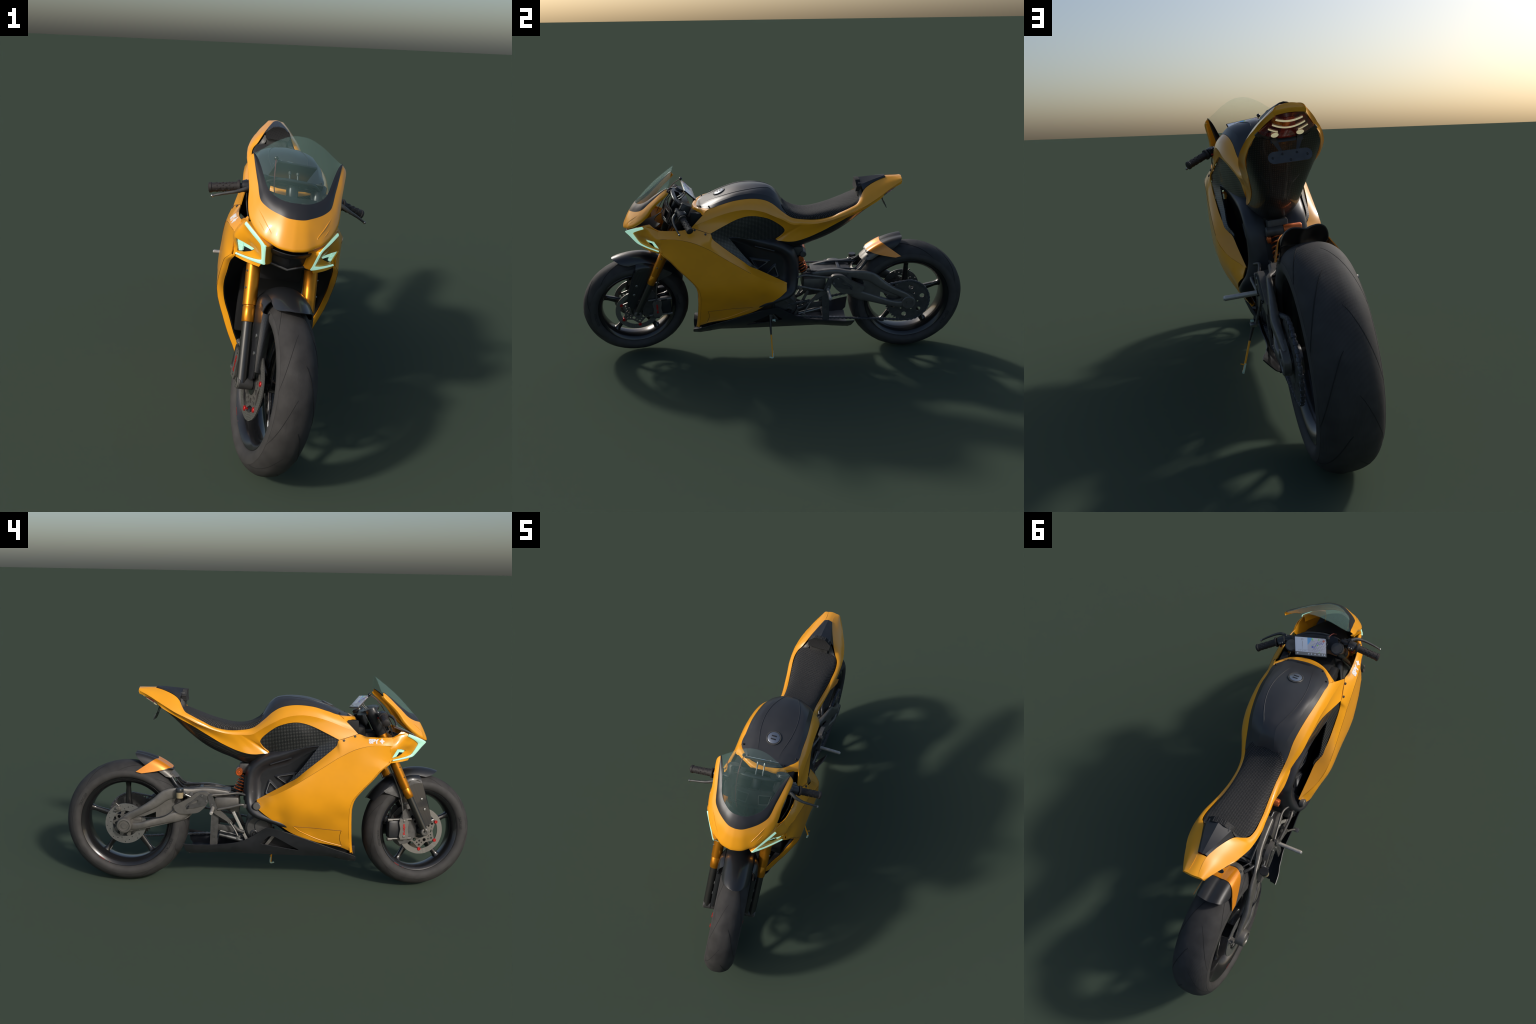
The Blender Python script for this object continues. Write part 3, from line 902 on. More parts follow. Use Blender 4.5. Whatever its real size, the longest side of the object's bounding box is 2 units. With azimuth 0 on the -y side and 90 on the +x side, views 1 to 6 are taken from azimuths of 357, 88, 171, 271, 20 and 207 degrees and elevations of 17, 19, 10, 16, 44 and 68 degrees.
recess = rbf([(-.2, .69, .125), (-.1, .65, .095), (0, .61, .083), (.05, .55, .079), (.055, .45, .082), (.04, .40, .10), (-.1, .35, .10), (-.2, .5, .085), (-.05, .5, .078)], 1e-4)
rec = [A(-.215, .700), A(-.10, .655), A(0, .622), A(.045, .59), (A(.066, .54)), A(.068, .46), A(.055, .405), A(0, .38), A(-.12, .33), A(-.25, .33), A(-.25, .66)]
V, F = panel(rec, recess, .004, step=.014)
both("battery_cover", V, F, BLACK, fr_o, angle=50)
# raised triangular bosses with pale edge rings for the lit bevels
def tri_frame(T, m1, m2, parent):
    T = [A(*t) for t in T]
    c = sum(T) / 3
    Ti = [c + (t - c) * .60 for t in T]
    Ty = [c + (t - c) * 1.28 for t in T]
    def rr(P, k=.12):
        o = []
        for i in range(3):
            a, b, c_ = P[i - 1], P[i], P[(i + 1) % 3]
            o += [b + (a - b) * k, b + (a - b) * k * .3 + (c_ - b) * k * .3, b + (c_ - b) * k]
        return np.array(o)
    f1 = lambda off: (lambda q: np.c_[recess(q[:, 0], q[:, 1]) + off, q])
    def ringp(Po, Pi, ho, hi):
        Vo, Vi = f1(ho)(rr(Po)), f1(hi)(rr(Pi))
        Vd = f1(-.004)(rr(Po))
        n_ = len(Vo)
        V = np.vstack([Vd, Vo, Vi, f1(-.004)(rr(Pi))])
        return fix(V, grid_faces(4, n_, closed_v=True))
    both("battery_cover_rib", *ringp(Ty, T, .003, .010), m1, parent, angle=20)
    both("battery_cover_edge", *ringp([c + (t - c) * 1.0 for t in T], [c + (t - c) * .84 for t in T], .0125, .0125), m2, parent, angle=20)
    both("battery_cover_rib", *ringp([c + (t - c) * .83 for t in T], Ti, .011, .002), m1, parent, angle=20)
GUN = mat("gunmetal_edge", (0.22, 0.225, 0.23), 0.32, metal=0.6)  # colour lightened so the rib edges look caught by sky light
tri_frame([(-.122, .567), (-.028, .549), (-.090, .505)], MATTE, GUN, fr_o)
tri_frame([(.002, .527), (.022, .462), (-.052, .470)], MATTE, GUN, fr_o)
b = Bag().put(tube(np.c_[recess(np.linspace(.0, -.10, 12), np.linspace(.608, .642, 12)) + .012, np.linspace(.0, -.10, 12), np.linspace(.608, .642, 12)], .004, 8))
both("battery_cover_rib", *b.vf, MATTE, fr_o)
b = Bag().put(cyl(A(-.122, .062, .412), A(-.146, .062, .412), .0185, 32, .003))
add("frame_pivot_cap", *b.vf, GREY, None)
# rear spine of the frame between the two sides
b = Bag().put(box(A(0, .075, .50), (.09, .06, .22), bev=.015)).put(box(A(0, .02, .50), (.15, .10, .28), bev=.02))
b.put(box(A(0, -.13, .60), (.13, .22, .20), bev=.02))  # black filler block, darkens the gap behind the carbon panel
add("frame_spine", *b.vf, DEEP)

b = Bag().put(box(A(0, .113, .482), (.096, .03, .13), bev=.008)).put(box(A(0, .10, .40), (.11, .03, .05), bev=.008))  # black boxes modelled for the deep shade of the open frame cavity
add("rear_cavity_dark_block", *b.vf, DEEP, fr_o[0])

# ---------------------------------------------------------------- belly pan
BT = [A(.045, -.434, .141), A(.076, -.408, .160), A(.090, -.326, .190), A(.106, -.244, .222), A(.114, -.164, .252), A(.126, -.084, .281), A(.134, -.01, .302), A(.131, .012, .303),
      A(.113, .056, .271), A(.107, .092, .248), A(.106, .136, .226), A(.104, .238, .208), A(.120, .33, .209), A(.147, .415, .217)]
bt = cr(np.array(BT), 120)
zb = lambda y: np.interp(y, [-.434, -.40, -.35, -.29, -.16, 0, .24, .33, .41], [.118, .122, .133, .146, .148, .152, .160, .158, .158])
xb = lambda y: np.interp(y, [-.434, -.40, -.3, 0, .24, .41], [.030, .045, .055, .062, .068, .092])
bot = np.stack([xb(bt[:, 1]), bt[:, 1], zb(bt[:, 1])], 1)
bs = [(p[1], p[2], p[0]) for p in bt[::6]] + [(p[1], p[2], p[0]) for p in bot[::6]]
bs += [(p[1], p[2] * .5 + r[2] * .5, p[0] * .42 + r[0] * .58 + .004) for p, r in zip(bot[::8], bt[::8])]
fB = rbf(bs, 3e-5)
win = [(.040, .216), (.030, .228), (.002, .258), (-.012, .263), (-.03, .257), (-.09, .220), (-.150, .183), (-.14, .180), (-.05, .197), (.03, .212)]
outB = [A(p[1], p[2]) for p in bt] + [A(.402, .170)] + [A(p[1], p[2]) for p in bot[::-1][4:]]
V, F = panel(outB, fB, .0035, holes=[[A(*w_) for w_ in win]], step=.012, out=(1, 0, -.2))
belly = both("belly_pan", V, F, MATTE, angle=40)
bb = bot[:-3]
fl = loft([bb, bb * A(.5, 1, 1) - A(0, 0, .006), bb * A(0, 1, 1) - A(0, 0, .008), bb * A(-.5, 1, 1) - A(0, 0, .006), bb * A(-1, 1, 1)], 9, 0, True, False)
add("belly_pan_floor", *shell(*fl, .003, (0, 0, -1)), MATTE, belly[0])
b = Bag()
for s in (1, -1):
    P = np.c_[s * (bt[2:52, 0] - .001), bt[2:52, 1], bt[2:52, 2]]
    b.put(tube(P, .0016, 6))
add("belly_pan_lip", *b.vf, GREYD, belly[0])
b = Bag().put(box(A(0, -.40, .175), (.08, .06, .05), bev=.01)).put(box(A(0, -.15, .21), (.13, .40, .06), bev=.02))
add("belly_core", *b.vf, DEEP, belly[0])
b = Bag().mirror(box(A(.082, .0, .222), (.006, .015, .075), basis((1, 0, 0), A(0, -.6, .8)), .001))
add("belly_strut", *b.vf, GREY, belly[0])

# ================================================================== nose cowl
VO = [A(0, -.719, .816), A(.025, -.715, .817), A(.045, -.705, .821), A(.068, -.688, .826), A(.086, -.672, .832), A(.105, -.650, .843), A(.113, -.630, .858),
      A(.119, -.605, .883), A(.126, -.58, .906), A(.134, -.549, .935), A(.1395, -.524, .956), A(.142, -.512, .962)]
VI = [A(0, -.685, .858), A(.022, -.683, .8575), A(.042, -.674, .859), A(.060, -.660, .863), A(.078, -.644, .871), A(.092, -.624, .884), A(.100, -.604, .899),
      A(.108, -.582, .917), A(.116, -.560, .934), A(.125, -.538, .950), A(.134, -.520, .961), A(.140, -.511, .9635)]
LE = [A(0, -.757, .730), A(.040, -.749, .733), A(.068, -.731, .741), A(.088, -.719, .749), A(.106, -.701, .758), A(.124, -.676, .776), A(.137, -.649, .798),
      A(.143, -.618, .829), A(.144, -.593, .864), A(.149, -.566, .894), A(.157, -.523, .934), A(.152, -.512, .950)]
vo, vi, le = (np.array(c) for c in (VO, VI, LE))
kn = np.arange(12.0)
tt = np.linspace(0, 11, 60)
vo, vi, le = (cr_at(c, tt, kn) for c in (vo, vi, le))
bul = np.interp(tt, [0, 3, 6, 9, 11], [.004, .005, .006, .004, .001])[:, None]
m1 = vo * .5 + le * .5 + np.c_[np.interp(tt, [0, 4, 8], [0, .6, 1]), np.interp(tt, [0, 4, 8], [-1, -.6, 0]), 0 * tt] * bul
lo2 = le + np.c_[-.006 * np.minimum(tt / 4, 1), .008 + 0 * tt, -.004 + 0 * tt]
bag = Bag()
bag.put(shell(*loft([span(c) for c in (vo, m1, le, lo2)], 20, 0, True, False), .003, (0, -1, .2)))
cowl = add("nose_cowl", *bag.vf, YEL, angle=40)
m2 = (vo + vi) / 2 + A(.002, -.002, .001)
m2[0, 0] = 0
bag = Bag().put(shell(*loft([span(c) for c in (vo, m2, vi)], 8, 0, True, False), .003, (0, -1, .6)))
visor = add("nose_visor", *bag.vf, mat("visor_satin_black", (0.021, 0.021, 0.024), 0.40), cowl, angle=40)
# windscreen: from the visor's inner edge up to an arched top
TA = [A(0, -.4925, 1.031), A(.016, -.4925, 1.0305), A(.032, -.493, 1.027), A(.048, -.494, 1.021), A(.064, -.496, 1.013), A(.080, -.498, 1.004), A(.094, -.500, .994),
      A(.107, -.502, .984), A(.119, -.504, .976), A(.129, -.506, .969), A(.136, -.509, .965), A(.140, -.511, .9635)]
ta = cr_at(np.array(TA), tt, kn)
g = (vi + ta) / 2 + np.c_[np.interp(tt, [0, 6, 11], [0, .007, 0]), np.interp(tt, [0, 11], [-.007, 0]), np.interp(tt, [0, 11], [.006, 0])]
bag = Bag()
bag.mirror(loft([vi, g, ta], 12, 0, True, False))
Vg, Fg = bag.vf
wind = add("windscreen", *shell(*loft([np.vstack([(c * A(-1, 1, 1))[:0:-1], c]) for c in (vi, g, ta)], 14, 0, True, False), .0022, (0, -1, .8)), GLASS, cowl, angle=60)
# shallow pressed grooves on the nose
gr = Bag()
def on_nose(tq, w):
    i = np.interp(tq, tt, np.arange(60))
    pk = lambda C: np.stack([np.interp(i, np.arange(60), C[:, k]) for k in range(3)], -1)
    a, mm, b_ = pk(vo), pk(m1), pk(le)
    w = np.asarray(w)[..., None]
    return a * (1 - w) * (1 - 2 * w) + mm * 4 * w * (1 - w) + b_ * w * (2 * w - 1)
gp = on_nose(A(5.0, 4.2, 3.4, 2.7, 2.3, 2.35, 2.7, 3.3, 4.0, 4.6), A(.28, .36, .48, .60, .70, .79, .82, .74, .64, .58))
gr.mirror(tube(cr(gp, 50) - A(.0004, -.0004, 0), np.interp(np.arange(50), [0, 8, 42, 49], [.0002, .0018, .0018, .0002]), 6))
add("nose_groove", *gr.vf, YEL, cowl)
# dark chin plate and duct under the nose
b = Bag()
b.put(shell(*loft([[A(-.075, -.70, .722), A(0, -.742, .716), A(.075, -.70, .722)], [A(-.085, -.66, .705), A(0, -.70, .692), A(.085, -.66, .705)], [A(-.085, -.60, .69), A(0, -.60, .685), A(.085, -.60, .69)]], 8, 14), .003, (0, 0, 1)))
b.put(shell(*loft([[A(-.080, -.66, .702), A(0, -.70, .690), A(.080, -.66, .702)], [A(-.076, -.645, .668), A(0, -.672, .652), A(.076, -.645, .668)]], 5, 14), .003, (0, -1, 0)))
add("nose_duct", *b.vf, BLACK, cowl)
b = Bag().put(box(A(0, -.60, .66), (.16, .05, .05), bev=.01))
b.put(shell(*loft([[A(-.095, -.56, .772), A(0, -.60, .760), A(.095, -.56, .772)], [A(-.10, -.60, .74), A(0, -.69, .735), A(.10, -.60, .74)]], 5, 14), .003, (0, 0, 1)))
add("nose_duct_board", *b.vf, DEEP, cowl)
b = Bag().put(tube([A(-.072, -.656, .664), A(0, -.684, .650), A(.072, -.656, .664)], .0035, 6))
add("nose_duct_lip", *b.vf, GREYD, cowl)

# ---------------------------------------------------------------- headlights
VOUT = [A(.1376, -.640, .774), A(.107, -.690, .7535), A(.083, -.728, .7345), A(.078, -.7345, .7285), A(.0745, -.716, .704), A(.070, -.690, .669), A(.0675, -.680, .6575), A(.080, -.664, .6535), A(.112, -.624, .6495), A(.1547, -.568, .6465)]
VINN = [A(.1415, -.635, .7625), A(.1155, -.671, .7430), A(.0915, -.694, .7245), A(.0885, -.696, .7195), A(.084, -.688, .7005), A(.080, -.676, .678), A(.079, -.670, .6695), A(.089, -.657, .6645), A(.115, -.624, .6585), A(.1530, -.568, .6525)]
HS = [(p[1], p[2], p[0]) for p in VINN]
HS += [(-.586, .704, .166), (-.561, .666, .160), (-.606, .783, .138), (-.567, .757, .149), (-.566, .718, .170), (-.632, .690, .110), (-.535, .69, .178),
       (-.60, .735, .158), (-.65, .715, .118), (-.64, .74, .130), (-.566, .640, .158), (-.622, .777, .1365)]
fH = rbf(HS, 1e-5)
outH = [A(-.567, .757), A(-.588, .768), A(-.606, .783), A(-.622, .781), A(-.6385, .773)] + [A(p[1], p[2]) for p in VINN] + [A(-.556, .637), A(-.551, .666), A(-.554, .716)]
scoop = [A(-.588, .7045), A(-.610, .7005), A(-.640, .690), A(-.622, .676), A(-.600, .665), A(-.566, .657)]
V, F = panel(outH, fH, .004, holes=[scoop], step=.008, out=(1, -.5, 0))
house = both("headlight_housing", V, F, YEL, fair, angle=40)
vo_, vn_ = np.array(VOUT), np.array(VINN)
lowH = [A(p[2], p[0], p[1]) for p in P5[:2]]
rim_ = Bag().put(shell(*loft([vo_ + A(.001, -.001, 0), vo_ + A(-.012, .010, 0), vo_ + A(-.022, .030, .002)], 7, 40, True), .003, (-.4, -1, 0)))
rim_.put(shell(*loft([[vo_[9], vo_[8], vo_[7]], [A(.158, -.560, .636), A(.122, -.615, .638), A(.085, -.655, .640)]], 4, 12), .003, (.3, -.3, -1)))
rim_.put(shell(*loft([vo_ * .5 + vn_ * .5 - A(.004, -.003, 0), vn_ - A(.001, -.001, 0)], 3, 40, False), .002, (.7, -.6, 0)))
both("headlight_housing_edge", *rim_.vf, YEL, house, angle=40)
# glowing V-shaped running light
Lv = loft([vo_, vo_ * .78 + vn_ * .22 + A(.0022, -.0022, 0), vo_ * .22 + vn_ * .78 + A(.0022, -.0022, 0), vn_], 9, 60, False)
lights = both("headlight", *shell(Lv[0] + A(.003, -.0025, 0), Lv[1], .005, (.7, -.7, 0)), MINT, fair, angle=35)
# lamp blocks inside the scoop
fS = lambda y, z: fH(y, z) - .004
V, F = panel([A(-.575, .712), A(-.648, .695), A(-.605, .655), A(-.555, .650)], lambda y, z: fH(y, z) - .015, .004, step=.01)
both("headlight_pocket", V, F, DEEP, lights)
tiles = [[(-.591, .7025), (-.607, .6995), (-.601, .686), (-.582, .6875)], [(-.609, .6995), (-.634, .6895), (-.624, .6815), (-.603, .6860)],
         [(-.581, .6860), (-.600, .6845), (-.594, .6725), (-.573, .6720)], [(-.572, .6705), (-.592, .6710), (-.590, .6660), (-.570, .6600)]]
for t in tiles:
    V, F = panel([A(*p) for p in t], fS, .006, step=.006)
    both("headlight_lamp", V, F, MINT, lights, angle=30)
# inside faces of the housing that show behind the nose
iw = loft([[A(.135, -.628, .772), A(.146, -.600, .774), A(.153, -.56, .752)], [A(.118, -.63, .73), A(.12, -.60, .72), A(.12, -.56, .70)], [A(.09, -.63, .68), A(.09, -.60, .67), A(.09, -.56, .65)]], 8, 10)
both("headlight_housing_inner", *shell(*iw, .003, (-1, 0, 0)), YEL, house)
# ================================================================== wheels
def wheel(c, tprof, rprof, nsp, ph, hub_r, hub_w, sp_r, xf, lettering, roll, rubber):
    ax = A(1, 0, 0)
    rim = lathe(rprof, c, ax, 96, closed=True)
    V, F = rim
    o = add("wheel", xf(V), F, RIM, angle=40)
    tp = cr(np.array(tprof), 34)
    full = np.vstack([tp[:0:-1] * A(-1, 1), tp])
    loop = np.vstack([full, (tprof[-1][0] - .004, tprof[-1][1] - .001), (-tprof[-1][0] + .004, tprof[-1][1] - .001)])
    V, F = lathe([tuple(p) for p in loop], c, ax, 144, closed=True)
    tyre = add("tyre", xf(V), F, rubber, o, angle=50)
    # sidewall band slightly lighter, proud of the carcass
    for s in (1, -1):
        sb = cr(np.array(tprof[-5:]), 14)
        band = np.vstack([sb + A(.0006, 0), sb[::-1] - A(.0012, 0)])
        V, F = lathe([(s * p[0], p[1]) for p in band], c, ax, 120, closed=True)
        add("tyre_sidewall", xf(V), F, RUBW, tyre, angle=50)
    # hub and spokes
    V, F = lathe([(-hub_w, hub_r * .7), (-hub_w, hub_r), (-hub_w * .3, hub_r * 1.05), (hub_w * .3, hub_r * 1.05), (hub_w, hub_r), (hub_w, hub_r * .7)], c, ax, 40)
    add("hub", xf(V), F, RIM, o)
    for k in range(nsp):
        a = ph + k * 2 * math.pi / nsp
        d, e = A(0, math.cos(a), math.sin(a)), A(0, -math.sin(a), math.cos(a))
        rows = []
        for r_, w_, t_ in ((hub_r * .6, .024, .018), (hub_r * 1.6, .021, .016), (sp_r * .55, .0150, .014), (sp_r * .85, .0115, .012), (sp_r * .95, .0135, .015), (sp_r * 1.01, .022, .022)):
            th = np.arange(12) * 2 * np.pi / 12
            sx = np.sign(np.cos(th)) * abs(np.cos(th)) ** .6
            sy = np.sign(np.sin(th)) * abs(np.sin(th)) ** .6
            rows.append(c + d * r_ + sx[:, None] * t_ * ax + sy[:, None] * w_ * e)
        V, F = np.vstack(rows), grid_faces(6, 12, closed_v=True) + [tuple(range(12)), tuple(range(60, 72))]
        V, F = fix(V, F)
        add("spoke", xf(V), F, RIM, o, angle=50)
    # tread grooves hug the tyre surface
    def surf(s, th, off):
        """s = signed fraction across the tread from the centre line."""
        L = np.linspace(0, 1, len(tp))
        x = np.sign(s) * np.interp(abs(s), L, tp[:, 0])
        r_ = np.interp(abs(s), L, tp[:, 1])
        dx, dr = np.interp(abs(s), L, np.gradient(tp[:, 0])), np.interp(abs(s), L, np.gradient(tp[:, 1]))
        ln = np.hypot(dx, dr)
        nx, nr = -dr / ln * np.sign(s), dx / ln
        x, r_ = x + nx * off, r_ + nr * off
        return np.stack([c[0] + x, c[1] + r_ * np.cos(th), c[2] + r_ * np.sin(th)], -1)
    gb = Bag()
    ng = 9
    for s in (1, -1):
        for k in range(ng):
            a0 = 2 * math.pi * (k + (.5 if s > 0 else 0)) / ng
            t = np.linspace(0, 1, 22)
            ss = s * (.06 + .52 * t ** .8)
            th = a0 - roll * (.78 * t - .12 * t * t)
            wv = .0012 * np.sin(np.pi * np.clip(t * .98 + .01, 0, 1)) ** .5 + .0002
            rows = [surf(ss, th - wv * 2.2 / .28 * 1.0, .0003), surf(ss, th, .0004), surf(ss, th + wv * 2.2 / .28, .0003)]
            Vg_, Fg_ = loft(rows, 3, 0, False, False)
            gb.put(shell(Vg_, Fg_, .0008))
    V, F = gb.vf
    add("tread_groove", xf(V), F, GROOVE, tyre, kind="stuff")
    # moulded words round the sidewall
    for word, a0, size in lettering:
        tv, tf = text_mesh(word, size, .0006)
        rm = tprof[-3][1] - size * .25
        xx = tprof[-4][0]
        for s in (1, -1):
            f_ = lambda off: (lambda q: np.stack([c[0] + s * (np.interp(rm + q[:, 1], [p[1] for p in tprof[::-1]], [p[0] for p in tprof[::-1]]) + off),
                                                  c[1] - s * (rm + q[:, 1]) * np.sin(a0 - q[:, 0] / rm) * 1.0, c[2] + (rm + q[:, 1]) * np.cos(a0 - q[:, 0] / rm)], 1))
            V, F = raised(tv, tf, f_(.0018), f_(-.001))
            add("tyre_lettering", xf(V), F, LETTER, tyre)
    # red rim decal and valve
    rl = rprof[0][1]
    dec = Bag()
    for s in (1, -1):
        for a0, a1 in ((5.24, 5.38),):
            aa = np.linspace(a0, a1, 12)
            rows = [np.stack([np.full(12, c[0] + s * (rprof[0][0] + .0008)), c[1] + r_ * np.cos(aa), c[2] + r_ * np.sin(aa)], 1) for r_ in (rl - .001, rl - .0045)]
            dec.put(shell(*loft(rows, 2, 0, False, False), .001))
        for a0 in (5.12,):
            p = A(c[0] + s * rprof[0][0], c[1] + (rl - .003) * math.cos(a0), c[2] + (rl - .003) * math.sin(a0))
            dec.put(lathe([(-.001, .0032), (.001, .0032), (.001, .0005)], p, (s, 0, 0), 12, caps=False))
    V, F = dec.vf
    add("rim_decal", xf(V), F, DECAL, o)
    va = ph + .55 + math.pi
    V, F = cyl(A(c[0], c[1] + (sp_r + .003) * math.cos(va), c[2] + (sp_r + .003) * math.sin(va)), A(c[0] + .012, c[1] + (sp_r - .027) * math.cos(va), c[2] + (sp_r - .027) * math.sin(va)), .0028, 10)
    add("valve_stem", xf(V), F, STEEL, o)
    return o

RC, FC = A(-.002, .698, .301), A(-.001, -.7275, .2825)
rt = [(0, .301), (.028, .2985), (.052, .290), (.069, .276), (.079, .260), (.083, .246), (.081, .236), (.074, .227), (.067, .2235)]
rr_ = [(.067, .224), (.069, .221), (.067, .217), (.060, .208), (.048, .198), (.02, .192), (-.02, .192), (-.048, .198), (-.060, .208), (-.067, .217), (-.069, .221), (-.067, .224), (-.056, .212), (-.02, .200), (.02, .200), (.056, .212)]
ft = [(0, .2744), (.018, .2728), (.034, .266), (.047, .255), (.057, .2405), (.061, .228), (.059, .215), (.052, .205), (.047, .2015)]
fr_ = [(.047, .202), (.049, .199), (.047, .195), (.041, .187), (.032, .180), (.014, .176), (-.014, .176), (-.032, .180), (-.041, .187), (-.047, .195), (-.049, .199), (-.047, .202), (-.038, .191), (-.014, .184), (.014, .184), (.038, .191)]
ident = lambda V: V
rw = wheel(RC, rt, rr_, 5, math.radians(90), .030, .062, .196, ident, [("SPORTMAX", 4.4, .016), ("DUNLOP", 1.2, .016)], 1, RUBR)
fw = wheel(FC, ft, fr_, 5, math.radians(158), .026, .050, .179, steer, [("SPORTMAX", 1.9, .015), ("DUNLOP", 5.0, .015)], -1, RUB)

# front brake discs: slotted ring, black carrier, red buttons
def disc_pair(parent):
    c2 = FC[1:]
    ringo, ringi = circ(*c2, .114, 96), circ(*c2, .0885, 72)
    carr = [np.array([c2 + (.090 if k % 2 == 0 else .066) * A(math.cos(a), math.sin(a)) for k, a in enumerate(np.arange(12) * math.pi / 6 + math.radians(33))])][0]
    ho = [circ(*(c2 + .052 * A(math.cos(a), math.sin(a))), .0085, 12) for a in np.arange(6) * math.pi / 3 + math.radians(3)]
    ho += [circ(*(c2 + r_ * A(math.cos(a + d_), math.sin(a + d_))), q_, 10) for r_, d_, q_ in ((.070, .0, .0055), (.060, .20, .0038), (.060, -.20, .0038), (.050, 0, .005)) for a in np.arange(6) * math.pi / 3 + math.radians(33)]
    ho += [circ(*c2, .036, 24)]
    fine = np.vstack([cr(np.array([carr[i], carr[(i + 1) % 12]]), 5)[:-1] for i in range(12)])
    ds = bothF("brake_disc", plate(ringo, .0590, .0635, [ringi]), DISC, parent, angle=30)
    bothF("brake_disc_carrier", plate(fine, .0560, .0610, ho), GREY, ds[0], angle=30)
    for k in range(6):
        a = math.radians(33 + 60 * k)
        p = A(0, *(c2 + .0905 * A(math.cos(a), math.sin(a))))
        bothF("brake_disc_button", lathe([(.0555, .0085), (.0655, .0085), (.067, .007), (.067, .0042), (.0655, .0038), (.0655, .0003)], p, (1, 0, 0), 18, caps=False), RED, ds[0])
        q = A(0, *(c2 + .083 * A(math.cos(a), math.sin(a))))
        bothF("brake_disc_tab", box(q + A(.0585, 0, 0), (.004, .014, .010), basis((1, 0, 0), A(0, math.sin(a), -math.cos(a))), .001), GREYD, ds[0])
    bothF("brake_disc_hub", lathe([(.045, .036), (.0615, .036), (.0625, .034), (.0625, .020)], A(0, *c2), (1, 0, 0), 32), RIM, ds[0])
disc_pair(fw)

# ---------------------------------------------------------------- fork
FB, FT = A(.098, -.735, .2825), A(.098, -.4965, .770)
fd = (FT - FB) / np.linalg.norm(FT - FB)
at = lambda z: FB + fd * (z - FB[2]) / fd[2]
fork = bothF("fork_leg", tube([at(.285), at(.456)], .0172, 24), STAN)
h = lambda z: (z - .453) / fd[2]
bothF("fork_tube", lathe([(h(.453), .0195), (h(.455), .0205), (h(.494), .0205), (h(.496), .0192), (h(.499), .0192), (h(.501), .0222), (h(.66), .0232), (h(.770), .0235)], at(.453), fd, 32), GOLD, fork[0])
bothF("fork_sleeve", lathe([(h(.757), .0240), (h(.760), .0262), (h(.85), .0268), (h(.872), .0270), (h(.875), .0258), (h(.875), .0010)], at(.453), fd, 40, caps=False), mat("sleeve_gloss_black", (0.028, 0.029, 0.032), 0.26), fork[0])
bothF("fork_cap", lathe([(h(.8755), .0225), (h(.8775), .0220), (h(.8775), .0005)], at(.453), fd, 32, caps=False), GREYD, fork[0])
bothF("axle_clamp", cyl(A(.062, -.7305, .2835), A(.112, -.7305, .2835), .0200, 32, .003), GREYD, fork[0])
bothF("axle_cap", lathe([(.106, .0185), (.1130, .0185), (.1145, .0165), (.1145, .0100), (.108, .009), (.108, .0005)], A(0, -.7305, .2835), (1, 0, 0), 28, caps=False), GREY, fork[0])
for z in (.552, .60):
    for s in (1, -1):
        p = at(z) + A(.0205, -.010, 0)
        q = steer(p * A(s, 1, 1))
        bolt(q, SROT @ A(.9 * s, -.45, 0), .0035, STEEL, fork[0])
# fork guard plates
gd = [A(-.724, .517), A(-.700, .535), A(-.655, .528), A(-.640, .500), A(-.655, .478), A(-.697, .395), A(-.742, .305), A(-.760, .309), A(-.778, .325), A(-.775, .345)]
gx = lambda y: .083 + .0 * y
guard = bothF("fork_guard", plate(dens(gd, .03), .078, .0825), CARBF, fork[0], angle=30)
bl = loft([[A(.0825, -.773, .345), A(.0825, -.75, .43), A(.0825, -.724, .517)], [A(.070, -.779, .345), A(.068, -.758, .43), A(.066, -.730, .517)], [A(.052, -.770, .345), A(.049, -.748, .43), A(.047, -.718, .530)]], 7, 14)
bothF("fork_guard_lip", *[shell(*bl, .002, (0, -1, 0))], CARBF, fork[0])
for (y, z) in ((-.722, .44), (-.739, .389)):
    for s in (1, -1):
        bolt(steer(A(.0825 * s, y, z)), SROT @ A(s, 0, 0), .0065, STEEL, guard[0])
# front mudguard: arched skin over the tyre with side stays
def fsec(a, half):
    R_ = .3085
    out = []
    for t in half:
        ang = t * 1.25
        w_ = np.interp(a, [70, 76, 85, 148], [.034, .050, .060, .062])
        drop = np.interp(a, [70, 76, 85, 105, 130, 148], [.016, .030, .046, .034, .036, .012])
        r_ = R_ - drop * (1 - math.cos(ang)) / (1 - math.cos(1.25)) + np.interp(a, [70, 100, 148], [0, .004, -.012])
        x_ = w_ * math.sin(ang) / math.sin(1.25)
        ar = math.radians(a)
        out.append(FC + A(x_, -r_ * math.cos(ar), r_ * math.sin(ar)))
    return np.array(out)
aa = np.r_[70.5, 71.5, 73, 76, 80, np.linspace(85, 148, 22)]
rows = []
for a in aa:
    k = min(1, math.sqrt(max(.0, (a - 70.5) / 7.5)))
    k = .18 + .82 * k
    rows.append(fsec(a, np.linspace(-1, 1, 23) * k))
V, F = np.vstack(rows), grid_faces(len(aa), 23)
fend = addF("front_mudguard", shell(V, F, .003, (0, 0, 1)), CARBF, angle=50)
sy = loft([[A(.060, -.715, .556), A(.062, -.660, .555), A(.062, -.60, .528)], [A(.074, -.718, .542), A(.078, -.668, .545), A(.076, -.62, .520)],
           [A(.083, -.722, .518), A(.084, -.69, .518), A(.083, -.645, .500)]], 8, 12)
bothF("front_mudguard_stay", shell(*sy, .003, (1, 0, 0)), CARBF, fend)
sy = loft([[A(.061, -.60, .520), A(.061, -.57, .503), A(.061, -.535, .480)], [A(.074, -.625, .478), A(.068, -.59, .475), A(.0625, -.54, .474)], [A(.075, -.632, .440), A(.070, -.60, .452), A(.063, -.545, .470)]], 6, 10)
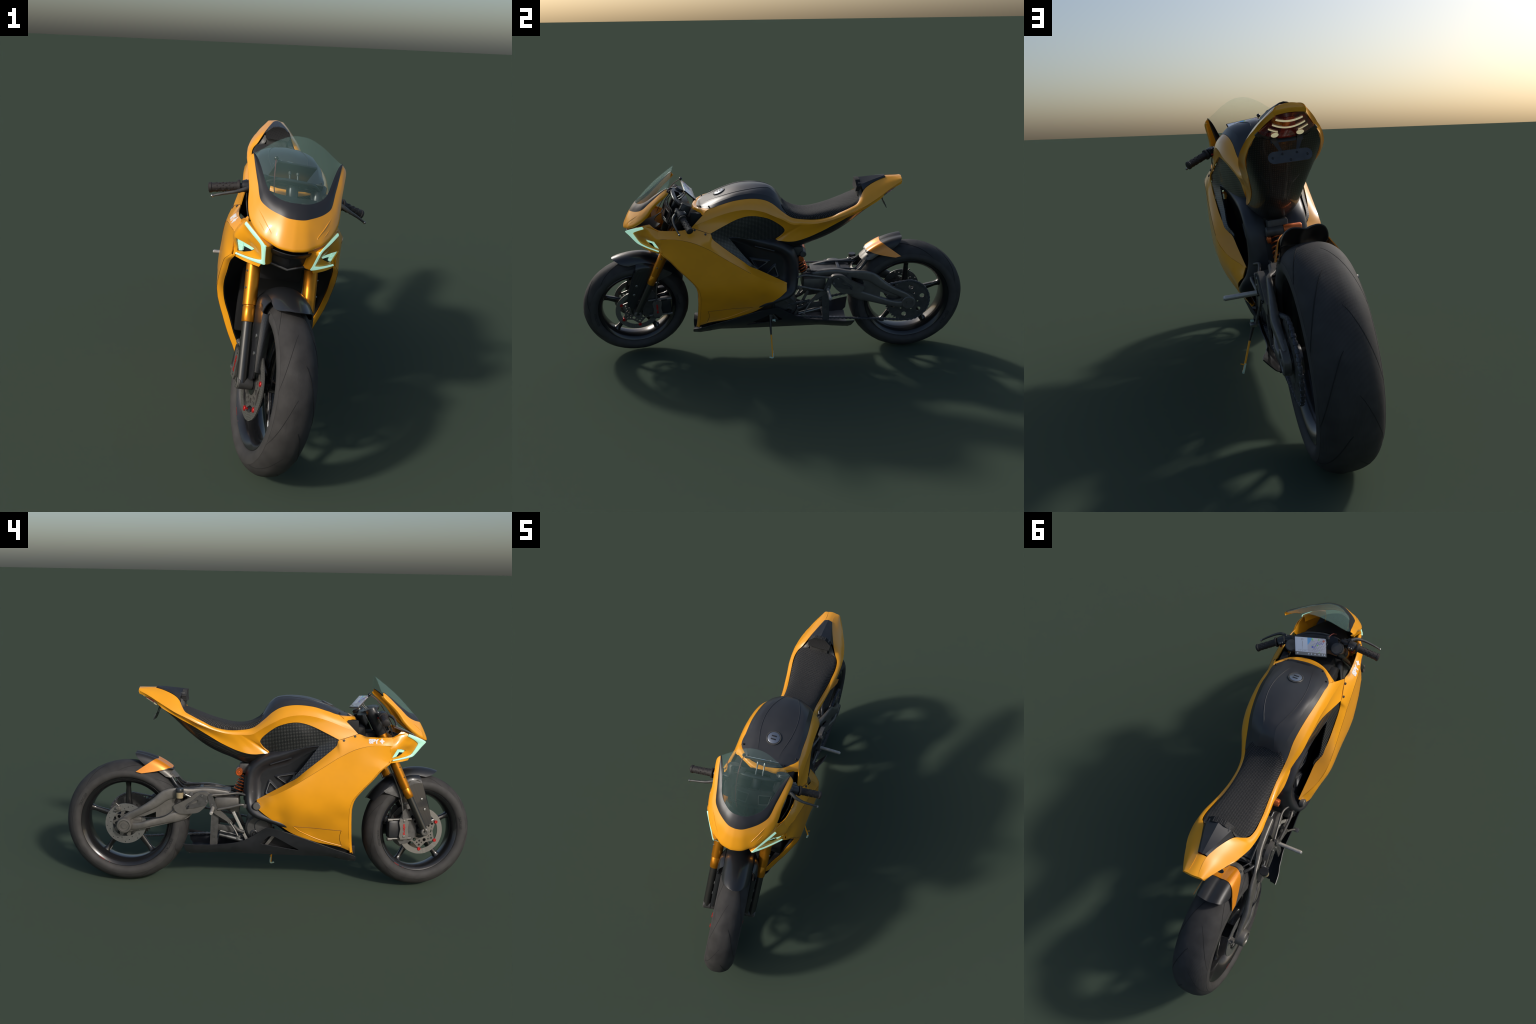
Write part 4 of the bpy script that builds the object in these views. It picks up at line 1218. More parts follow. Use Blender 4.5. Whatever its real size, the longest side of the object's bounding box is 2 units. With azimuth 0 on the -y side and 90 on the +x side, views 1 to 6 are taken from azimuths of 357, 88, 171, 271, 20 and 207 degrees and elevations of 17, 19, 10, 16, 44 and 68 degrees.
bothF("front_mudguard_stay", shell(*sy, .003, (1, 0, 0)), GREYD, fend)

# calipers behind the fork legs
cal = plate([A(-.607, .345), A(-.645, .345), A(-.652, .330), A(-.647, .298), A(-.652, .265), A(-.645, .248), A(-.610, .248), A(-.603, .265), A(-.609, .298), A(-.603, .330)], .075, .099)
cp = bothF("brake_caliper", cal, GREY, angle=30)
bothF("brake_caliper_body", box(A(.066, -.582, .296), (.050, .055, .085), bev=.012), BLACK, cp[0])
bothF("brake_caliper_bracket", plate([A(-.60, .31), A(-.64, .392), A(-.655, .392), A(-.70, .30), A(-.705, .262), A(-.66, .225), A(-.62, .22), A(-.60, .25)], .066, .073), GREYD, cp[0])
cbp = Bag()
for z in (.343, .25):
    cbp.put(cyl(A(.080, -.555, z), A(.080, -.672, z), .0060, 14)).put(cyl(A(.080, -.55, z - .002), A(.080, -.575, z - .002), .0085, 14))
    cbp.put(lathe([(.097, .006), (.1015, .006), (.102, .004), (.102, .0005)], A(0, -.628, z - .006 if z > .3 else z + .012), (1, 0, 0), 14, caps=False))
bothF("brake_caliper_pin", cbp.vf, GREY, cp[0])
tv, tf = text_mesh("brembo", .0165, .0008)
tv = tv - tv.mean(0)
for s in (1, -1):
    f_ = lambda off: (lambda q: np.c_[np.full(len(q), s * (.0992 + off)), -.628 - s * q[:, 1] * -1.0 * (1 if s < 0 else 1), .297 + q[:, 0] * (1 if s < 0 else 1)])
    V, F = raised(tv, tf, f_(.001), f_(-.0006))
    add("caliper_lettering", steer(V), F, RED, cp[0])
bothF("brake_hose", tube([A(.085, -.628, .345), A(.083, -.628, .37), A(.082, -.612, .46), A(.085, -.58, .54), A(.088, -.545, .61), A(.085, -.52, .68), A(.07, -.50, .76)], .0035, 8, res=40), GREY, cp[0])

# ---------------------------------------------------------------- cockpit
tc_ = at(.862)[1]
clampP = [A(-.098, tc_ - .030), A(-.05, tc_ - .046), A(.05, tc_ - .046), A(.098, tc_ - .030), A(.098, tc_ + .020), A(.06, tc_ + .012), A(.03, tc_ + .025), A(-.03, tc_ + .025), A(-.06, tc_ + .012), A(-.098, tc_ + .020)]
v, f = fill2d(clampP, [[A(-.055, tc_ - .032), A(.055, tc_ - .032), A(.05, tc_ - .008), A(-.05, tc_ - .008)]])
tilt = lambda off: (lambda q: np.c_[q[:, 0], q[:, 1] - off * .45, .866 + (q[:, 1] - tc_) * -.45 + off])
clamp = addF("triple_clamp", raised(v, f, tilt(.006), tilt(-.012)), BLACK)
v2 = lambda off: (lambda q: np.c_[q[:, 0], q[:, 1] - .055 - off * .45, .752 + (q[:, 1] - tc_) * -.45 + off])
addF("lower_clamp", raised(v, f, v2(.012), v2(-.012)), BLACK, clamp)
# front fascia between the sleeves with two recessed windows
def fas(x, t):
    """t 0 top edge .. 1 bottom edge."""
    top_, bot_ = A(0, -.534, .846), A(0, -.562, .768)
    p = top_ + (bot_ - top_) * np.asarray(t)[..., None]
    p = p + np.stack([x, 1.9 * np.asarray(x) ** 2, 0 * np.asarray(x)], -1)
    return p
fo = [A(-.092, .25), A(-.07, .02), A(.07, .02), A(.092, .25), A(.085, .85), A(.05, .98), A(-.05, .98), A(-.085, .85)]
fh = [[A(.012, .22), A(.068, .22), A(.062, .72), A(.018, .72)], [A(-.012, .22), A(-.068, .22), A(-.062, .72), A(-.018, .72)]]
fh = [[A(.02, .22), A(.07, .22), A(.064, .72), A(.026, .72)], [A(-.02, .22), A(-.07, .22), A(-.064, .72), A(-.026, .72)]]
v, f = fill2d([p * A(1, .1) for p in fo], [[p * A(1, .1) for p in h_] for h_ in fh], .012)
addF("clamp_fascia", shell(fas(v[:, 0], v[:, 1] * 10), f, .004, (0, -1, .4)), BLACK, clamp)
v, f = fill2d([p * A(1, .1) for p in fo], [], .012)
addF("clamp_fascia_back", shell(fas(v[:, 0], v[:, 1] * 10) + A(0, .010, -.002), f, .003, (0, -1, .4)), DEEP, clamp)
wl = Bag()
for h_ in fh:
    p = dens([A(*q) * A(1, .1) for q in h_], .006)
    P = fas(p[:, 0], p[:, 1] * 10)
    wl.put(tube(np.vstack([P, P[:1]]), .0022, 6))
addF("clamp_fascia_rim", wl.vf, GREYD, clamp)
top_rail = Bag().put(tube([at(.862) * A(1, 1, 1) + A(-.006, -.020, .004), A(.06, -.495, .884), A(0, -.502, .888), A(-.06, -.495, .884), at(.862) * A(-1, 1, 1) + A(.006, -.020, .004)], .0065, 10, res=30))
addF("clamp_rail", top_rail.vf, BLACK, clamp)
addF("steering_stem", cyl(A(0, -.555, .70), A(0, -.470, .864), .020, 24), BLACK, clamp)
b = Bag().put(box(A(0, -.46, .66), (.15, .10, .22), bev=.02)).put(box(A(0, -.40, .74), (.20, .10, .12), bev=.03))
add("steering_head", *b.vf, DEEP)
b = Bag().mirror(box(A(.110, -.375, .795), (.03, .07, .07), bev=.012))
add("frame_spar", *b.vf, DEEP)

# handlebars
GE, GF = A(.266, -.457, .812), A(.176, -.479, .837)
gdv = (GE - GF) / np.linalg.norm(GE - GF)
pt = lambda t: GF + gdv * t
bar = bothF("handlebar", tube([GF - gdv * .075, GF + gdv * .005], .0105, 16), BLACK, clamp)
L = np.linalg.norm(GE - GF)
bothF("grip", lathe([(-.004, .010), (-.003, .0205), (.002, .0215), (.005, .0205), (.006, .0150), (L * .5, .0140), (L - .010, .0148), (L - .008, .0165), (L - .001, .0165), (L + .002, .0130), (L + .003, .004)], GF, gdv, 28), GRIP, bar[0])
gb = Bag()
ga, gb_ = frame_dirs(gdv)
for k in range(6):
    for j in range(6):
        an = j * math.pi / 3 + (k % 2) * .5
        gb.put(box(pt(.022 + k * .010) + (ga * math.cos(an) + gb_ * math.sin(an)) * .0142, (.006, .004, .003), basis(gdv, ga * math.cos(an) + gb_ * math.sin(an)), .001))
bothF("grip_knurl", gb.vf, GRIP, bar[0], kind="stuff")
sw = Bag().put(lathe([(-.042, .013), (-.040, .0185), (-.018, .0195), (-.010, .0185), (-.008, .013)], GF, gdv, 24))
sw.put(box(pt(-.028) + A(0, .016, .006), (.026, .018, .020), basis(gdv, (0, .3, 1)), .003))
bothF("switch_housing", sw.vf, BLACK, bar[0])
bt_ = Bag()
for k, (dx, dz) in enumerate(((-.034, .012), (-.024, .012), (-.034, .004))):
    bt_.put(cyl(pt(dx) + A(0, .020, dz), pt(dx) + A(0, .027, dz + .002), .0032, 12))
bothF("switch_button", bt_.vf, STEEL, bar[0])
bothF("switch_kill", box(pt(-.022) + A(0, .020, -.010), (.008, .012, .006), None, .001), RED, bar[0])
LV = [A(.140, -.506, .848), A(.165, -.522, .840), A(.195, -.524, .827), A(.230, -.517, .813), A(.262, -.508, .798)]
lvp = tube(LV, [.0075, .007, .0055, .0045, .0035], 10, res=24)
bothF("brake_lever", lvp, GREYD, bar[0])
bothF("brake_lever_tip", lathe([(-.005, .001), (-.0035, .0042), (0, .0055), (.0035, .0042), (.005, .001)], LV[-1], (.9, .2, -.3), 14), STEEL, bar[0])
lp = Bag().put(cyl(A(.139, -.508, .838), A(.141, -.500, .860), .009, 18)).put(box(A(.128, -.500, .850), (.03, .016, .016), None, .004)).put(box(A(.128, -.488, .846), (.018, .022, .022), None, .004))
bothF("lever_perch", lp.vf, BLACK, bar[0])
cable = Bag().put(tube([A(.132, -.498, .842), A(.128, -.53, .80), A(.115, -.55, .74), A(.10, -.54, .66)], .0025, 8, res=24))
cable.put(tube([A(.150, -.485, .828), A(.150, -.52, .79), A(.13, -.55, .72)], .0022, 8, res=20))
bothF("control_cable", cable.vf, BLACK, bar[0])

# dashboard display
TL, TR, BL, BR = A(.071, -.446, .937), A(-.061, -.445, .936), A(.067, -.395, .882), A(-.063, -.396, .882)
dc = (TL + TR + BL + BR) / 4
dx = (TR - TL) / np.linalg.norm(TR - TL)
dyv = (TL - BL) / np.linalg.norm(TL - BL)
dn = np.cross(dx, dyv)
dn = dn if dn[1] > 0 else -dn
RM = np.stack([dx, dyv, dn], 1)
W_, H_ = .130, .074
disp = addF("display", box(dc - dn * .0035, (W_ + .006, H_ + .006, .007), RM, .002), BLACK, clamp)
def dq(x, y, w, hh_, m, lay, ang=0.0, name="display_graphic"):
    c_, s_ = math.cos(ang), math.sin(ang)
    r2 = RM @ np.array([[c_, -s_, 0], [s_, c_, 0], [0, 0, 1]])
    addF(name, box(dc + dx * x + dyv * y + dn * (.0002 + lay * .0004), (w, hh_, .0006), r2, .0001), m, disp)
dq(0, 0, W_, H_, SCR, 0, name="display_face")
dq(.0265, .0075, .077, .059, SCRM, 1)
dq(0, -.030, W_, .014, SCRG, 2)
v, f = fill2d([A(-.012, .037), A(.008, .037), A(.001, .022), A(-.012, .006)])
mpd = lambda lay: (lambda q: dc + q[:, :1] * dx + q[:, 1:] * dyv + dn * (.0002 + lay * .0004))
addF("display_graphic", raised(v, f, mpd(2), mpd(1)), SCRB, disp)
for x, y, w, hh_, an in ((.009, .031, .007, .009, .4), (.036, .031, .006, .006, .5), (.030, .008, .006, .006, .6), (.007, .004, .004, .004, .2), (.038, -.020, .006, .003, .3)):
    dq(x, y, w, hh_, SCRN, 2, an)
for k in range(7):
    dq(.012 + k * .009, .006, .0007, .05 if 0 < k < 6 else .03, SCRL, 2, -.55)
for k in range(5):
    dq(.032, -.014 + k * .011, .06, .0007, SCRL, 2, .42 if k % 2 else .35)
route = [A(.010, .000), A(.016, -.006), A(.030, .020), A(.037, .012), A(.046, .018), A(.051, .012), A(.054, .017), A(.056, .024)]
for a_, b_ in zip(route, route[1:]):
    d_ = b_ - a_
    dq(*((a_ + b_) / 2), np.linalg.norm(d_) + .001, .0014, SCRV, 3, math.atan2(d_[1], d_[0]))
def ddisc(x, y, r, m, lay=3):
    addF("display_graphic", lathe([(0, r), (.0006, r), (.0006, r * .1)], dc + dx * x + dyv * y + dn * (.0002 + lay * .0004), dn, 18, caps=False), m, disp)
ddisc(.0565, .027, .0045, SCRR); ddisc(.009, .000, .004, SCRV)
ddisc(-.034, .029, .0045, SCRL); ddisc(-.034, .029, .003, SCR, 4)
dq(-.034, .010, .002, .022, SCRL, 2); dq(-.034, -.006, .001, .010, SCRL, 3)
dq(-.026, -.014, .05, .0006, SCRL, 2)
for k in range(5):
    dq(-.050 + k * .0075, -.018, .0025, .003, SCRL, 2)
for x in (-.055, -.008, .004, .019, .036, .050, .059):
    ddisc(x, -.030, .0026, SCR)
st_ = Bag()
for x in (.019, -.009):
    st_.put(tube([A(x, -.480, .868), A(x, -.455, .880), A(x, -.434, .903)], .0028, 10, res=10)).put(cyl(A(x, -.440, .897), A(x, -.432, .905), .005, 12))
addF("display_stand", st_.vf, STEEL, disp)
addF("display_sensor", lathe([(-.007, .004), (-.005, .0072), (.003, .0072), (.006, .004)], A(-.069, -.448, .943), dyv, 18), BLACK, disp)
addF("display_cable", tube([A(-.069, -.450, .940), A(-.076, -.485, .915), A(-.077, -.525, .86), A(-.068, -.560, .81), A(-.055, -.58, .78)], .0017, 8, res=30), mat("red_brown_cable", (0.16, 0.035, 0.03), 0.5), disp)

# ================================================================== rear end
# swingarm: paired plates with windows, hub bosses, bridge
arm = [A(.20, .466), A(.31, .483), A(.389, .477), A(.450, .482), A(.490, .478), A(.527, .452), A(.572, .412), A(.634, .379), A(.676, .360), A(.712, .343), A(.733, .318), A(.734, .29),
       A(.715, .268), A(.68, .267), A(.598, .284), A(.480, .309), A(.428, .320), A(.394, .334), A(.372, .360), A(.385, .395), A(.405, .430), A(.36, .438), A(.31, .440), A(.20, .438)]
arm = cr(np.array(arm + [arm[0]]), 90)[:-1]
w1 = [A(.548, .366), A(.548, .332), A(.616, .316), A(.658, .322), A(.664, .334), A(.60, .346)]
w2 = [A(.395, .448), A(.450, .440), A(.462, .412), A(.456, .378), A(.412, .374), A(.394, .40)]
axo = lambda y: float(np.interp(y, [.2, .35, .45, .6, .68, .72], [.058, .074, .098, .119, .113, .107]))
axi = lambda y: float(np.interp(y, [.2, .35, .45, .6, .72], [.030, .048, .082, .094, .092]))
def beam(C, hw, n=26):
    """Rounded bar in a side plane: centre (y, z), half height, swept with its own outward position."""
    C = np.array(C)
    kq_ = np.r_[0, np.cumsum(np.linalg.norm(np.diff(C[:, :2], axis=0), axis=1))]
    P = cr_at(C, np.linspace(0, kq_[-1], n), kq_)
    T = np.gradient(P[:, :2], axis=0)
    T /= np.linalg.norm(T, axis=1, keepdims=True)
    th = np.arange(20) * 2 * np.pi / 20
    cx, cz = np.sign(np.cos(th)) * abs(np.cos(th)) ** .55, np.sign(np.sin(th)) * abs(np.sin(th)) ** .7
    V = []
    for i in range(n):
        nrm = A(0, -T[i, 1], T[i, 0])
        xc = (axo(P[i, 0]) + axi(P[i, 0])) / 2
        hx = (axo(P[i, 0]) - axi(P[i, 0])) / 2 * hw
        V.append(A(xc, P[i, 0], P[i, 1]) + cx[:, None] * hx * X + cz[:, None] * P[i, 2] * nrm)
    F = grid_faces(n, 20, closed_v=True) + [tuple(range(20)), tuple(range((n - 1) * 20, n * 20))]
    return fix(np.vstack(V), F)
webo = lambda y: axo(y) - .008
webi = lambda y: axi(y) + .003
sb = Bag().put(plate(arm, webi, webo, [w1, w2]))
sb.put(beam([(.20, .452, .013), (.31, .462, .020), (.39, .460, .018), (.455, .458, .026), (.497, .450, .027), (.55, .411, .023), (.62, .371, .018), (.675, .342, .018), (.700, .322, .018)], 1.12))
sb.put(beam([(.392, .372, .022), (.43, .348, .026), (.50, .330, .021), (.58, .309, .017), (.65, .293, .017), (.69, .297, .018)], 1.05))
swing = both("swingarm", *sb.vf, GREY, angle=40)
b = Bag().put(box(A(0, .29, .452), (.11, .20, .030), bev=.01)).put(box(A(0, .385, .415), (.17, .03, .10), bev=.012))
add("swingarm_bridge", *b.vf, GREYD, swing[0])
trs = Bag()
trs.mirror(tube([A(.040, .165, .447), A(.042, .22, .458), A(.045, .29, .474), A(.046, .34, .478), A(.050, .43, .474)], [.009, .007, .006, .005, .005], 10, res=30))
trs.mirror(tube([A(.044, .20, .450), A(.048, .30, .452), A(.055, .40, .452)], .006, 10, res=12))
trs.put(box(A(0, .335, .474), (.09, .016, .008), None, .002))
add("swingarm_truss", *trs.vf, BLACK, swing[0])
add("rear_axle_boss", *lathe([(.092, .030), (.094, .036), (.114, .036), (.1165, .033), (.1165, .024), (.112, .022), (.112, .011), (.1165, .010), (.1165, .0005)], RC * A(0, 1, 1), (1, 0, 0), 36, caps=False), GREY, swing[0])
add("rear_axle_boss", *lathe([(-.094, .030), (-.096, .037), (-.128, .037), (-.135, .034), (-.136, .027), (-.131, .024), (-.131, .015), (-.134, .014), (-.134, .0005)], RC * A(0, 1, 1), (1, 0, 0), 36, caps=False), GREY, swing[1])
add("rear_axle_tube", *cyl(A(-.092, .698, .301), A(.092, .698, .301), .024, 32), GREYD, rw)
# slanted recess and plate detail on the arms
# rear disc with drilled holes, hub carrier, caliper
rc2 = RC[1:]
hl = [circ(*(rc2 + r_ * A(math.cos(a), math.sin(a))), .0026, 8) for k in range(27) for r_, a in ((.073 + .0095 * (k % 3), k * math.pi / 13.5 + .1),)]
rd = add("brake_disc", *plate(circ(*rc2, .0995, 80), -.0895, -.0855, [circ(*rc2, .064, 48)] + hl), DISCR, rw, angle=30)
car = np.vstack([rc2 + (.068 if k % 4 < 2 else .052) * A(math.cos(a), math.sin(a)) for k, a in enumerate(np.arange(40) * math.pi / 20)])
add("brake_disc_carrier", *plate(car, -.0850, -.0805, [circ(*(rc2 + .046 * A(math.cos(a), math.sin(a))), .009, 12) for a in np.arange(8) * math.pi / 4]), GREY, rd, angle=30)
b = Bag().put(box(A(-.089, .735, .372), (.022, .030, .024), bev=.006)).put(box(A(-.089, .650, .330), (.022, .06, .022), basis((1, 0, 0), A(0, -.2, 1)), .006))
b.put(cyl(A(-.078, .735, .38), A(-.108, .735, .38), .008, 14)).put(cyl(A(-.088, .728, .385), A(-.088, .745, .400), .004, 10)).put(cyl(A(-.1, .722, .372), A(-.1, .752, .366), .004, 10))
add("rear_brake_caliper", *b.vf, GREY)

# sprocket and chain
ns = 46
sp = np.array([rc2 + (.1175 if k % 4 in (0, 1) else .1105) * A(math.cos(a), math.sin(a)) for k, a in enumerate(np.arange(ns * 4) * 2 * math.pi / (ns * 4))])
hs_ = [circ(*(rc2 + .080 * A(math.cos(a), math.sin(a))), .0125, 18) for a in np.arange(6) * math.pi / 3 + .35]
hs_ += [circ(*(rc2 + .055 * A(math.cos(a), math.sin(a))), .005, 10) for a in np.arange(6) * math.pi / 3 - .1]
spr = add("sprocket", *plate(sp, .083, .088, hs_), GREYD, rw, angle=30)
add("sprocket_carrier", *lathe([(.062, .040), (.080, .048), (.084, .048), (.084, .030)], RC * A(0, 1, 1), (1, 0, 0), 32), BLACK, spr)
fc2 = A(.070, .262)
R1, R2 = .1145, .034
dv = rc2 - fc2
ang = math.atan2(dv[1], dv[0])
off = math.acos((R2 - R1) / np.linalg.norm(dv))
path = []
for a in np.linspace(ang + off, ang - off, 60)[::1]:
    pass
th0 = math.acos((R1 - R2) / np.linalg.norm(dv))
s_ang = np.linspace(ang + math.pi - th0 - math.pi, ang - math.pi + th0, 2)
up_a, dn_a = ang + math.pi - th0, ang - math.pi + th0
big = [rc2 + R1 * A(math.cos(a), math.sin(a)) for a in np.linspace(dn_a, up_a, 60)]
small = [fc2 + R2 * A(math.cos(a), math.sin(a)) for a in np.linspace(up_a, dn_a + 2 * math.pi, 24)]
loop = np.array(big + small)
loop = dens(list(loop), .002)
L_ = np.r_[0, np.cumsum(np.linalg.norm(np.diff(loop, axis=0), axis=1))]
nl = int(L_[-1] / .0105)
cb = Bag()
for k in range(nl):
    s_ = (k + .5) * L_[-1] / nl
    p = A(np.interp(s_, L_, loop[:, 0]), np.interp(s_, L_, loop[:, 1]))
    q = A(np.interp((s_ + .003) % L_[-1], L_, loop[:, 0]), np.interp((s_ + .003) % L_[-1], L_, loop[:, 1]))
    d_ = q - p
    if np.linalg.norm(d_) > .02:
        continue
    hgt = .0105 if k % 2 else .0085
    cb.put(box(A(.0855, *p), (.013 if k % 2 else .009, .0118, hgt), basis((1, 0, 0), A(0, -d_[1], d_[0])), .002))
add("chain", *cb.vf, mat("chain_steel", (0.10, 0.105, 0.12), 0.42, metal=0.6, noise=0.3, nscale=200), rw, kind="stuff")

# rear hugger: black tail, yellow saddle, grey front mount
def hug(a, x, r_):
    a = np.radians(a)
    return np.stack([x + 0 * a, RC[1] - r_ * -np.cos(a), RC[2] + r_ * np.sin(a)], -1)
def hugger(name, s, x, r_, af, ar, m, parent=None, t=.003, n=14):
    rows = []
    for k in range(len(s)):
        a = np.linspace(af[k], ar[k], n)
        rr2 = np.broadcast_to(r_[k], a.shape)
        rows.append(hug(a, np.full(n, x[k]), rr2))
    rows = [r * A(-1, 1, 1) for r in rows[:0:-1]] + rows
    return add(name, *shell(*loft(rows, 41, 0, True, False), t, (0, -.4, 1)), m, parent, angle=45)
hb = hugger("rear_mudguard", range(6), [0, .018, .036, .052, .062, .066], [.3385, .3435, .345, .337, .321, .302],
            [131, 131, 130, 128, 125, 122], [96.5, 96.6, 97, 98, 101, 107], MATTE)
hugger("rear_mudguard_saddle", range(7), [0, .020, .038, .054, .066, .077, .090], [.343, .3465, .347, .340, .325, .297, .262],
       [129.5, 129.3, 128.6, 127, 125, 119.5, 107.5], [115.5, 115.3, 114.8, 113.5, 111.6, 107.6, 101.3], YELF, hb)
hugger("rear_mudguard_mount", range(5), [0, .022, .042, .056, .061], [.333, .334, .330, .318, .300],
       [138.5, 138, 137, 135, 130], [126, 126, 125, 122, 118], GREY, hb)
for s in (1, -1):
    bolt(hug(131.5, s * .049, .327), (s * .7, -.4, .5), .006, GREYD, hb)
lg = Bag()
lg.mirror(tube([hug(134, .052, .315), A(.060, .452, .490), A(.070, .425, .470)], [.010, .007, .009], 10, res=12))
lg.mirror(tube([hug(138, .040, .325), A(.045, .437, .497), A(.055, .418, .482)], [.004, .003, .004], 8, res=10))
add("rear_mudguard_leg", *lg.vf, BLACK, hb)
# clamp collar hugging the tyre ahead of the axle
cbn = []
for k in np.linspace(-1, 1, 25):
    x_ = .096 * math.sin(k * 1.3) / math.sin(1.3)
    dz_ = .052 * (1 - math.cos(k * 1.3)) / (1 - math.cos(1.3))
    cbn.append((x_, dz_))
r1 = np.array([A(x_, .412 + .070 * (d_ / .052), .466 + d_ * .30) for x_, d_ in cbn])
r2 = np.array([A(x_, .392 + .075 * (d_ / .052), .440 + d_ * .25) for x_, d_ in cbn])
add("swingarm_collar", *shell(*loft([r1, (r1 + r2) / 2 + A(0, -.004, .001), r2], 6, 0, True, False), .006, (0, -1, .6)), GREY, swing[0])

# brake fluid cup on the right
cupc = A(-.123, .431, 0)
cup = add("fluid_cup", *lathe([(.440, .014), (.442, .0165), (.471, .0175), (.472, .012)], cupc, (0, 0, 1), 28), TAN)
add("fluid_cup_lid", *lathe([(.470, .0185), (.476, .0195), (.484, .0195), (.487, .0175), (.487, .0010)], cupc, (0, 0, 1), 28, caps=False), BLACK, cup)
b = Bag().put(lathe([(-.012, .005), (-.004, .008), (.004, .008), (.009, .005)], A(-.112, .410, .462), (-1, .3, 0), 14)).put(tube([A(-.105, .408, .456), A(-.10, .385, .445), A(-.095, .372, .440)], .003, 8, res=10))
add("fluid_cup_bracket", *b.vf, STEEL, cup)

# shock absorber
ST, SBt = A(0, .108, .562), A(0, .164, .428)
sd = (SBt - ST) / np.linalg.norm(SBt - ST)
shock = add("shock_absorber", *lathe([(0, .014), (.012, .020), (.03, .020), (.032, .0175), (.125, .0175)], ST, sd, 28), BLACK)
t = np.linspace(0, 1, 260)
e1, e2 = frame_dirs(sd)
rad = np.interp(t, [0, .08, .92, 1], [.0245, .0265, .0275, .026])
hel = ST + sd * (.022 + .098 * t)[:, None] + rad[:, None] * (np.cos(t * 2 * np.pi * 6.3)[:, None] * e1 + np.sin(t * 2 * np.pi * 6.3)[:, None] * e2)
add("shock_spring", *tube(hel, .0036, 8), COPP, shock)
add("shock_reservoir", *lathe([(-.010, .0150), (-.008, .0172), (.048, .0172), (.052, .0150), (.052, .011), (.049, .010), (.049, .006), (.052, .005), (.052, .0004)], A(-.025, .1505, .562), (-1, 0, 0), 32, caps=False), COPP, shock)
b = Bag().put(cyl(A(-.016, .150, .562), A(.045, .150, .562), .0165, 24, .003)).put(box(A(0, .125, .575), (.07, .05, .05), bev=.008))
add("shock_mount", *b.vf, GREYD, shock)
add("shock_adjuster", *lathe([(0, .0155), (.010, .0155), (.012, .013), (.012, .005), (.014, .0045), (.014, .0004)], A(.030, .138, .536), (1, 0, 0), 20, caps=False), COPP, shock)

# motor, gearbox, subframe
b = Bag().put(box(A(0, .208, .408), (.155, .120, .062), bev=.014)).put(box(A(0, .17, .385), (.13, .05, .05), bev=.015))
add("motor_block", *b.vf, GREY)
b = Bag().put(cyl(A(-.088, .050, .290), A(.088, .050, .290), .066, 48, .010)).mirror(cyl(A(.084, .035, .30), A(.094, .035, .30), .036, 32, .004))
gbx = add("gearbox", *b.vf, GREYD)
b = Bag().mirror(lathe([(.080, .020), (.092, .020), (.094, .017), (.094, .012), (.088, .011), (.088, .0075), (.096, .007), (.096, .0004)], A(0, .072, .263), (1, 0, 0), 24, caps=False))
add("gearbox_plug", *b.vf, BLACK, gbx)
b = Bag()
b.mirror(tube([A(.100, .283, .452), A(.090, .22, .456), A(.082, .149, .461), A(.092, .12, .456), A(.100, .105, .454)], .0052, 10, res=26))
b.mirror(tube([A(.106, .25, .384), A(.110, .19, .397), A(.112, .135, .411), A(.104, .108, .405)], .0060, 10, res=24))
sub = add("rearset_bar", *b.vf, GREY)
both("rearset_bar_clamp", *box(A(.108, .118, .405), (.016, .018, .018), None, .003), GREYD, sub)
# rearset fairing plate with inset
both("rearset_fairing", *plate(cr(np.array([A(.463, .399), A(.398, .432), A(.345, .466), A(.300, .466), A(.287, .452), A(.302, .408), A(.322, .384), A(.345, .367), A(.40, .360), A(.442, .364), A(.462, .385), A(.463, .399)]), 50)[:-1], .088, .108), GREY, sub, angle=35)
b = plate([A(.398, .407), A(.372, .425), A(.330, .461), A(.303, .450), A(.294, .420), A(.303, .406), A(.36, .390), A(.395, .389), A(.402, .398)], .106, .1125, [[A(.382, .406), A(.352, .414), A(.343, .424), A(.348, .430), A(.360, .424), A(.392, .402)]])
both("rearset_plate", *b, GREYD, sub, angle=30)
both("rearset_link", *plate([A(.297, .449), A(.290, .460), A(.278, .460), A(.252, .392), A(.262, .378), A(.286, .394)], .100, .1145), GREYD, sub, angle=30)
for (y, z) in ((.325, .450), (.304, .425), (.278, .409), (.281, .454), (.390, .398), (.394, .390)):
    for s in (1, -1):
        bolt(A(s * .1125, y, z), (s, 0, 0), .0045, STEEL if y < .35 else BLACK, sub)
peg = Bag().put(cyl(A(.110, .273, .393), A(.219, .273, .392), .0085, 20, .002)).put(lathe([(.2185, .0065), (.222, .006), (.222, .002)], A(0, .273, .392), (1, 0, 0), 16))
both("footpeg", *peg.vf, ALU, sub)
pv = plate([A(.262, .385), A(.244, .383), A(.214, .360), A(.184, .328), A(.176, .316), (A(.19, .309)), A(.205, .326), A(.252, .355), A(.275, .37)], .098, .106)
both("pedal_arm", *pv, GREY, sub, angle=30)
both("pedal", *box(A(.128, .148, .255), (.024, .020, .010), basis((1, 0, 0), A(0, .3, 1)), .002), STEEL, sub)
both("pedal_rod", *tube([A(.104, .190, .320), A(.112, .165, .285), A(.120, .150, .258)], .0045, 10, res=14), GREY, sub)
b = plate([A(.244, .358), A(.282, .358), A(.287, .202), A(.254, .202)], .086, .093, [circ(.2675, z, .0045, 10) for z in (.284, .266, .243)])
both("hanger_plate", *b, GREYD, sub, angle=30)
for z in (.284, .266, .243):
    for s in (1, -1):
        bolt(A(s * .089, .2675, z), (s, 0, 0), .004, STEEL, sub)
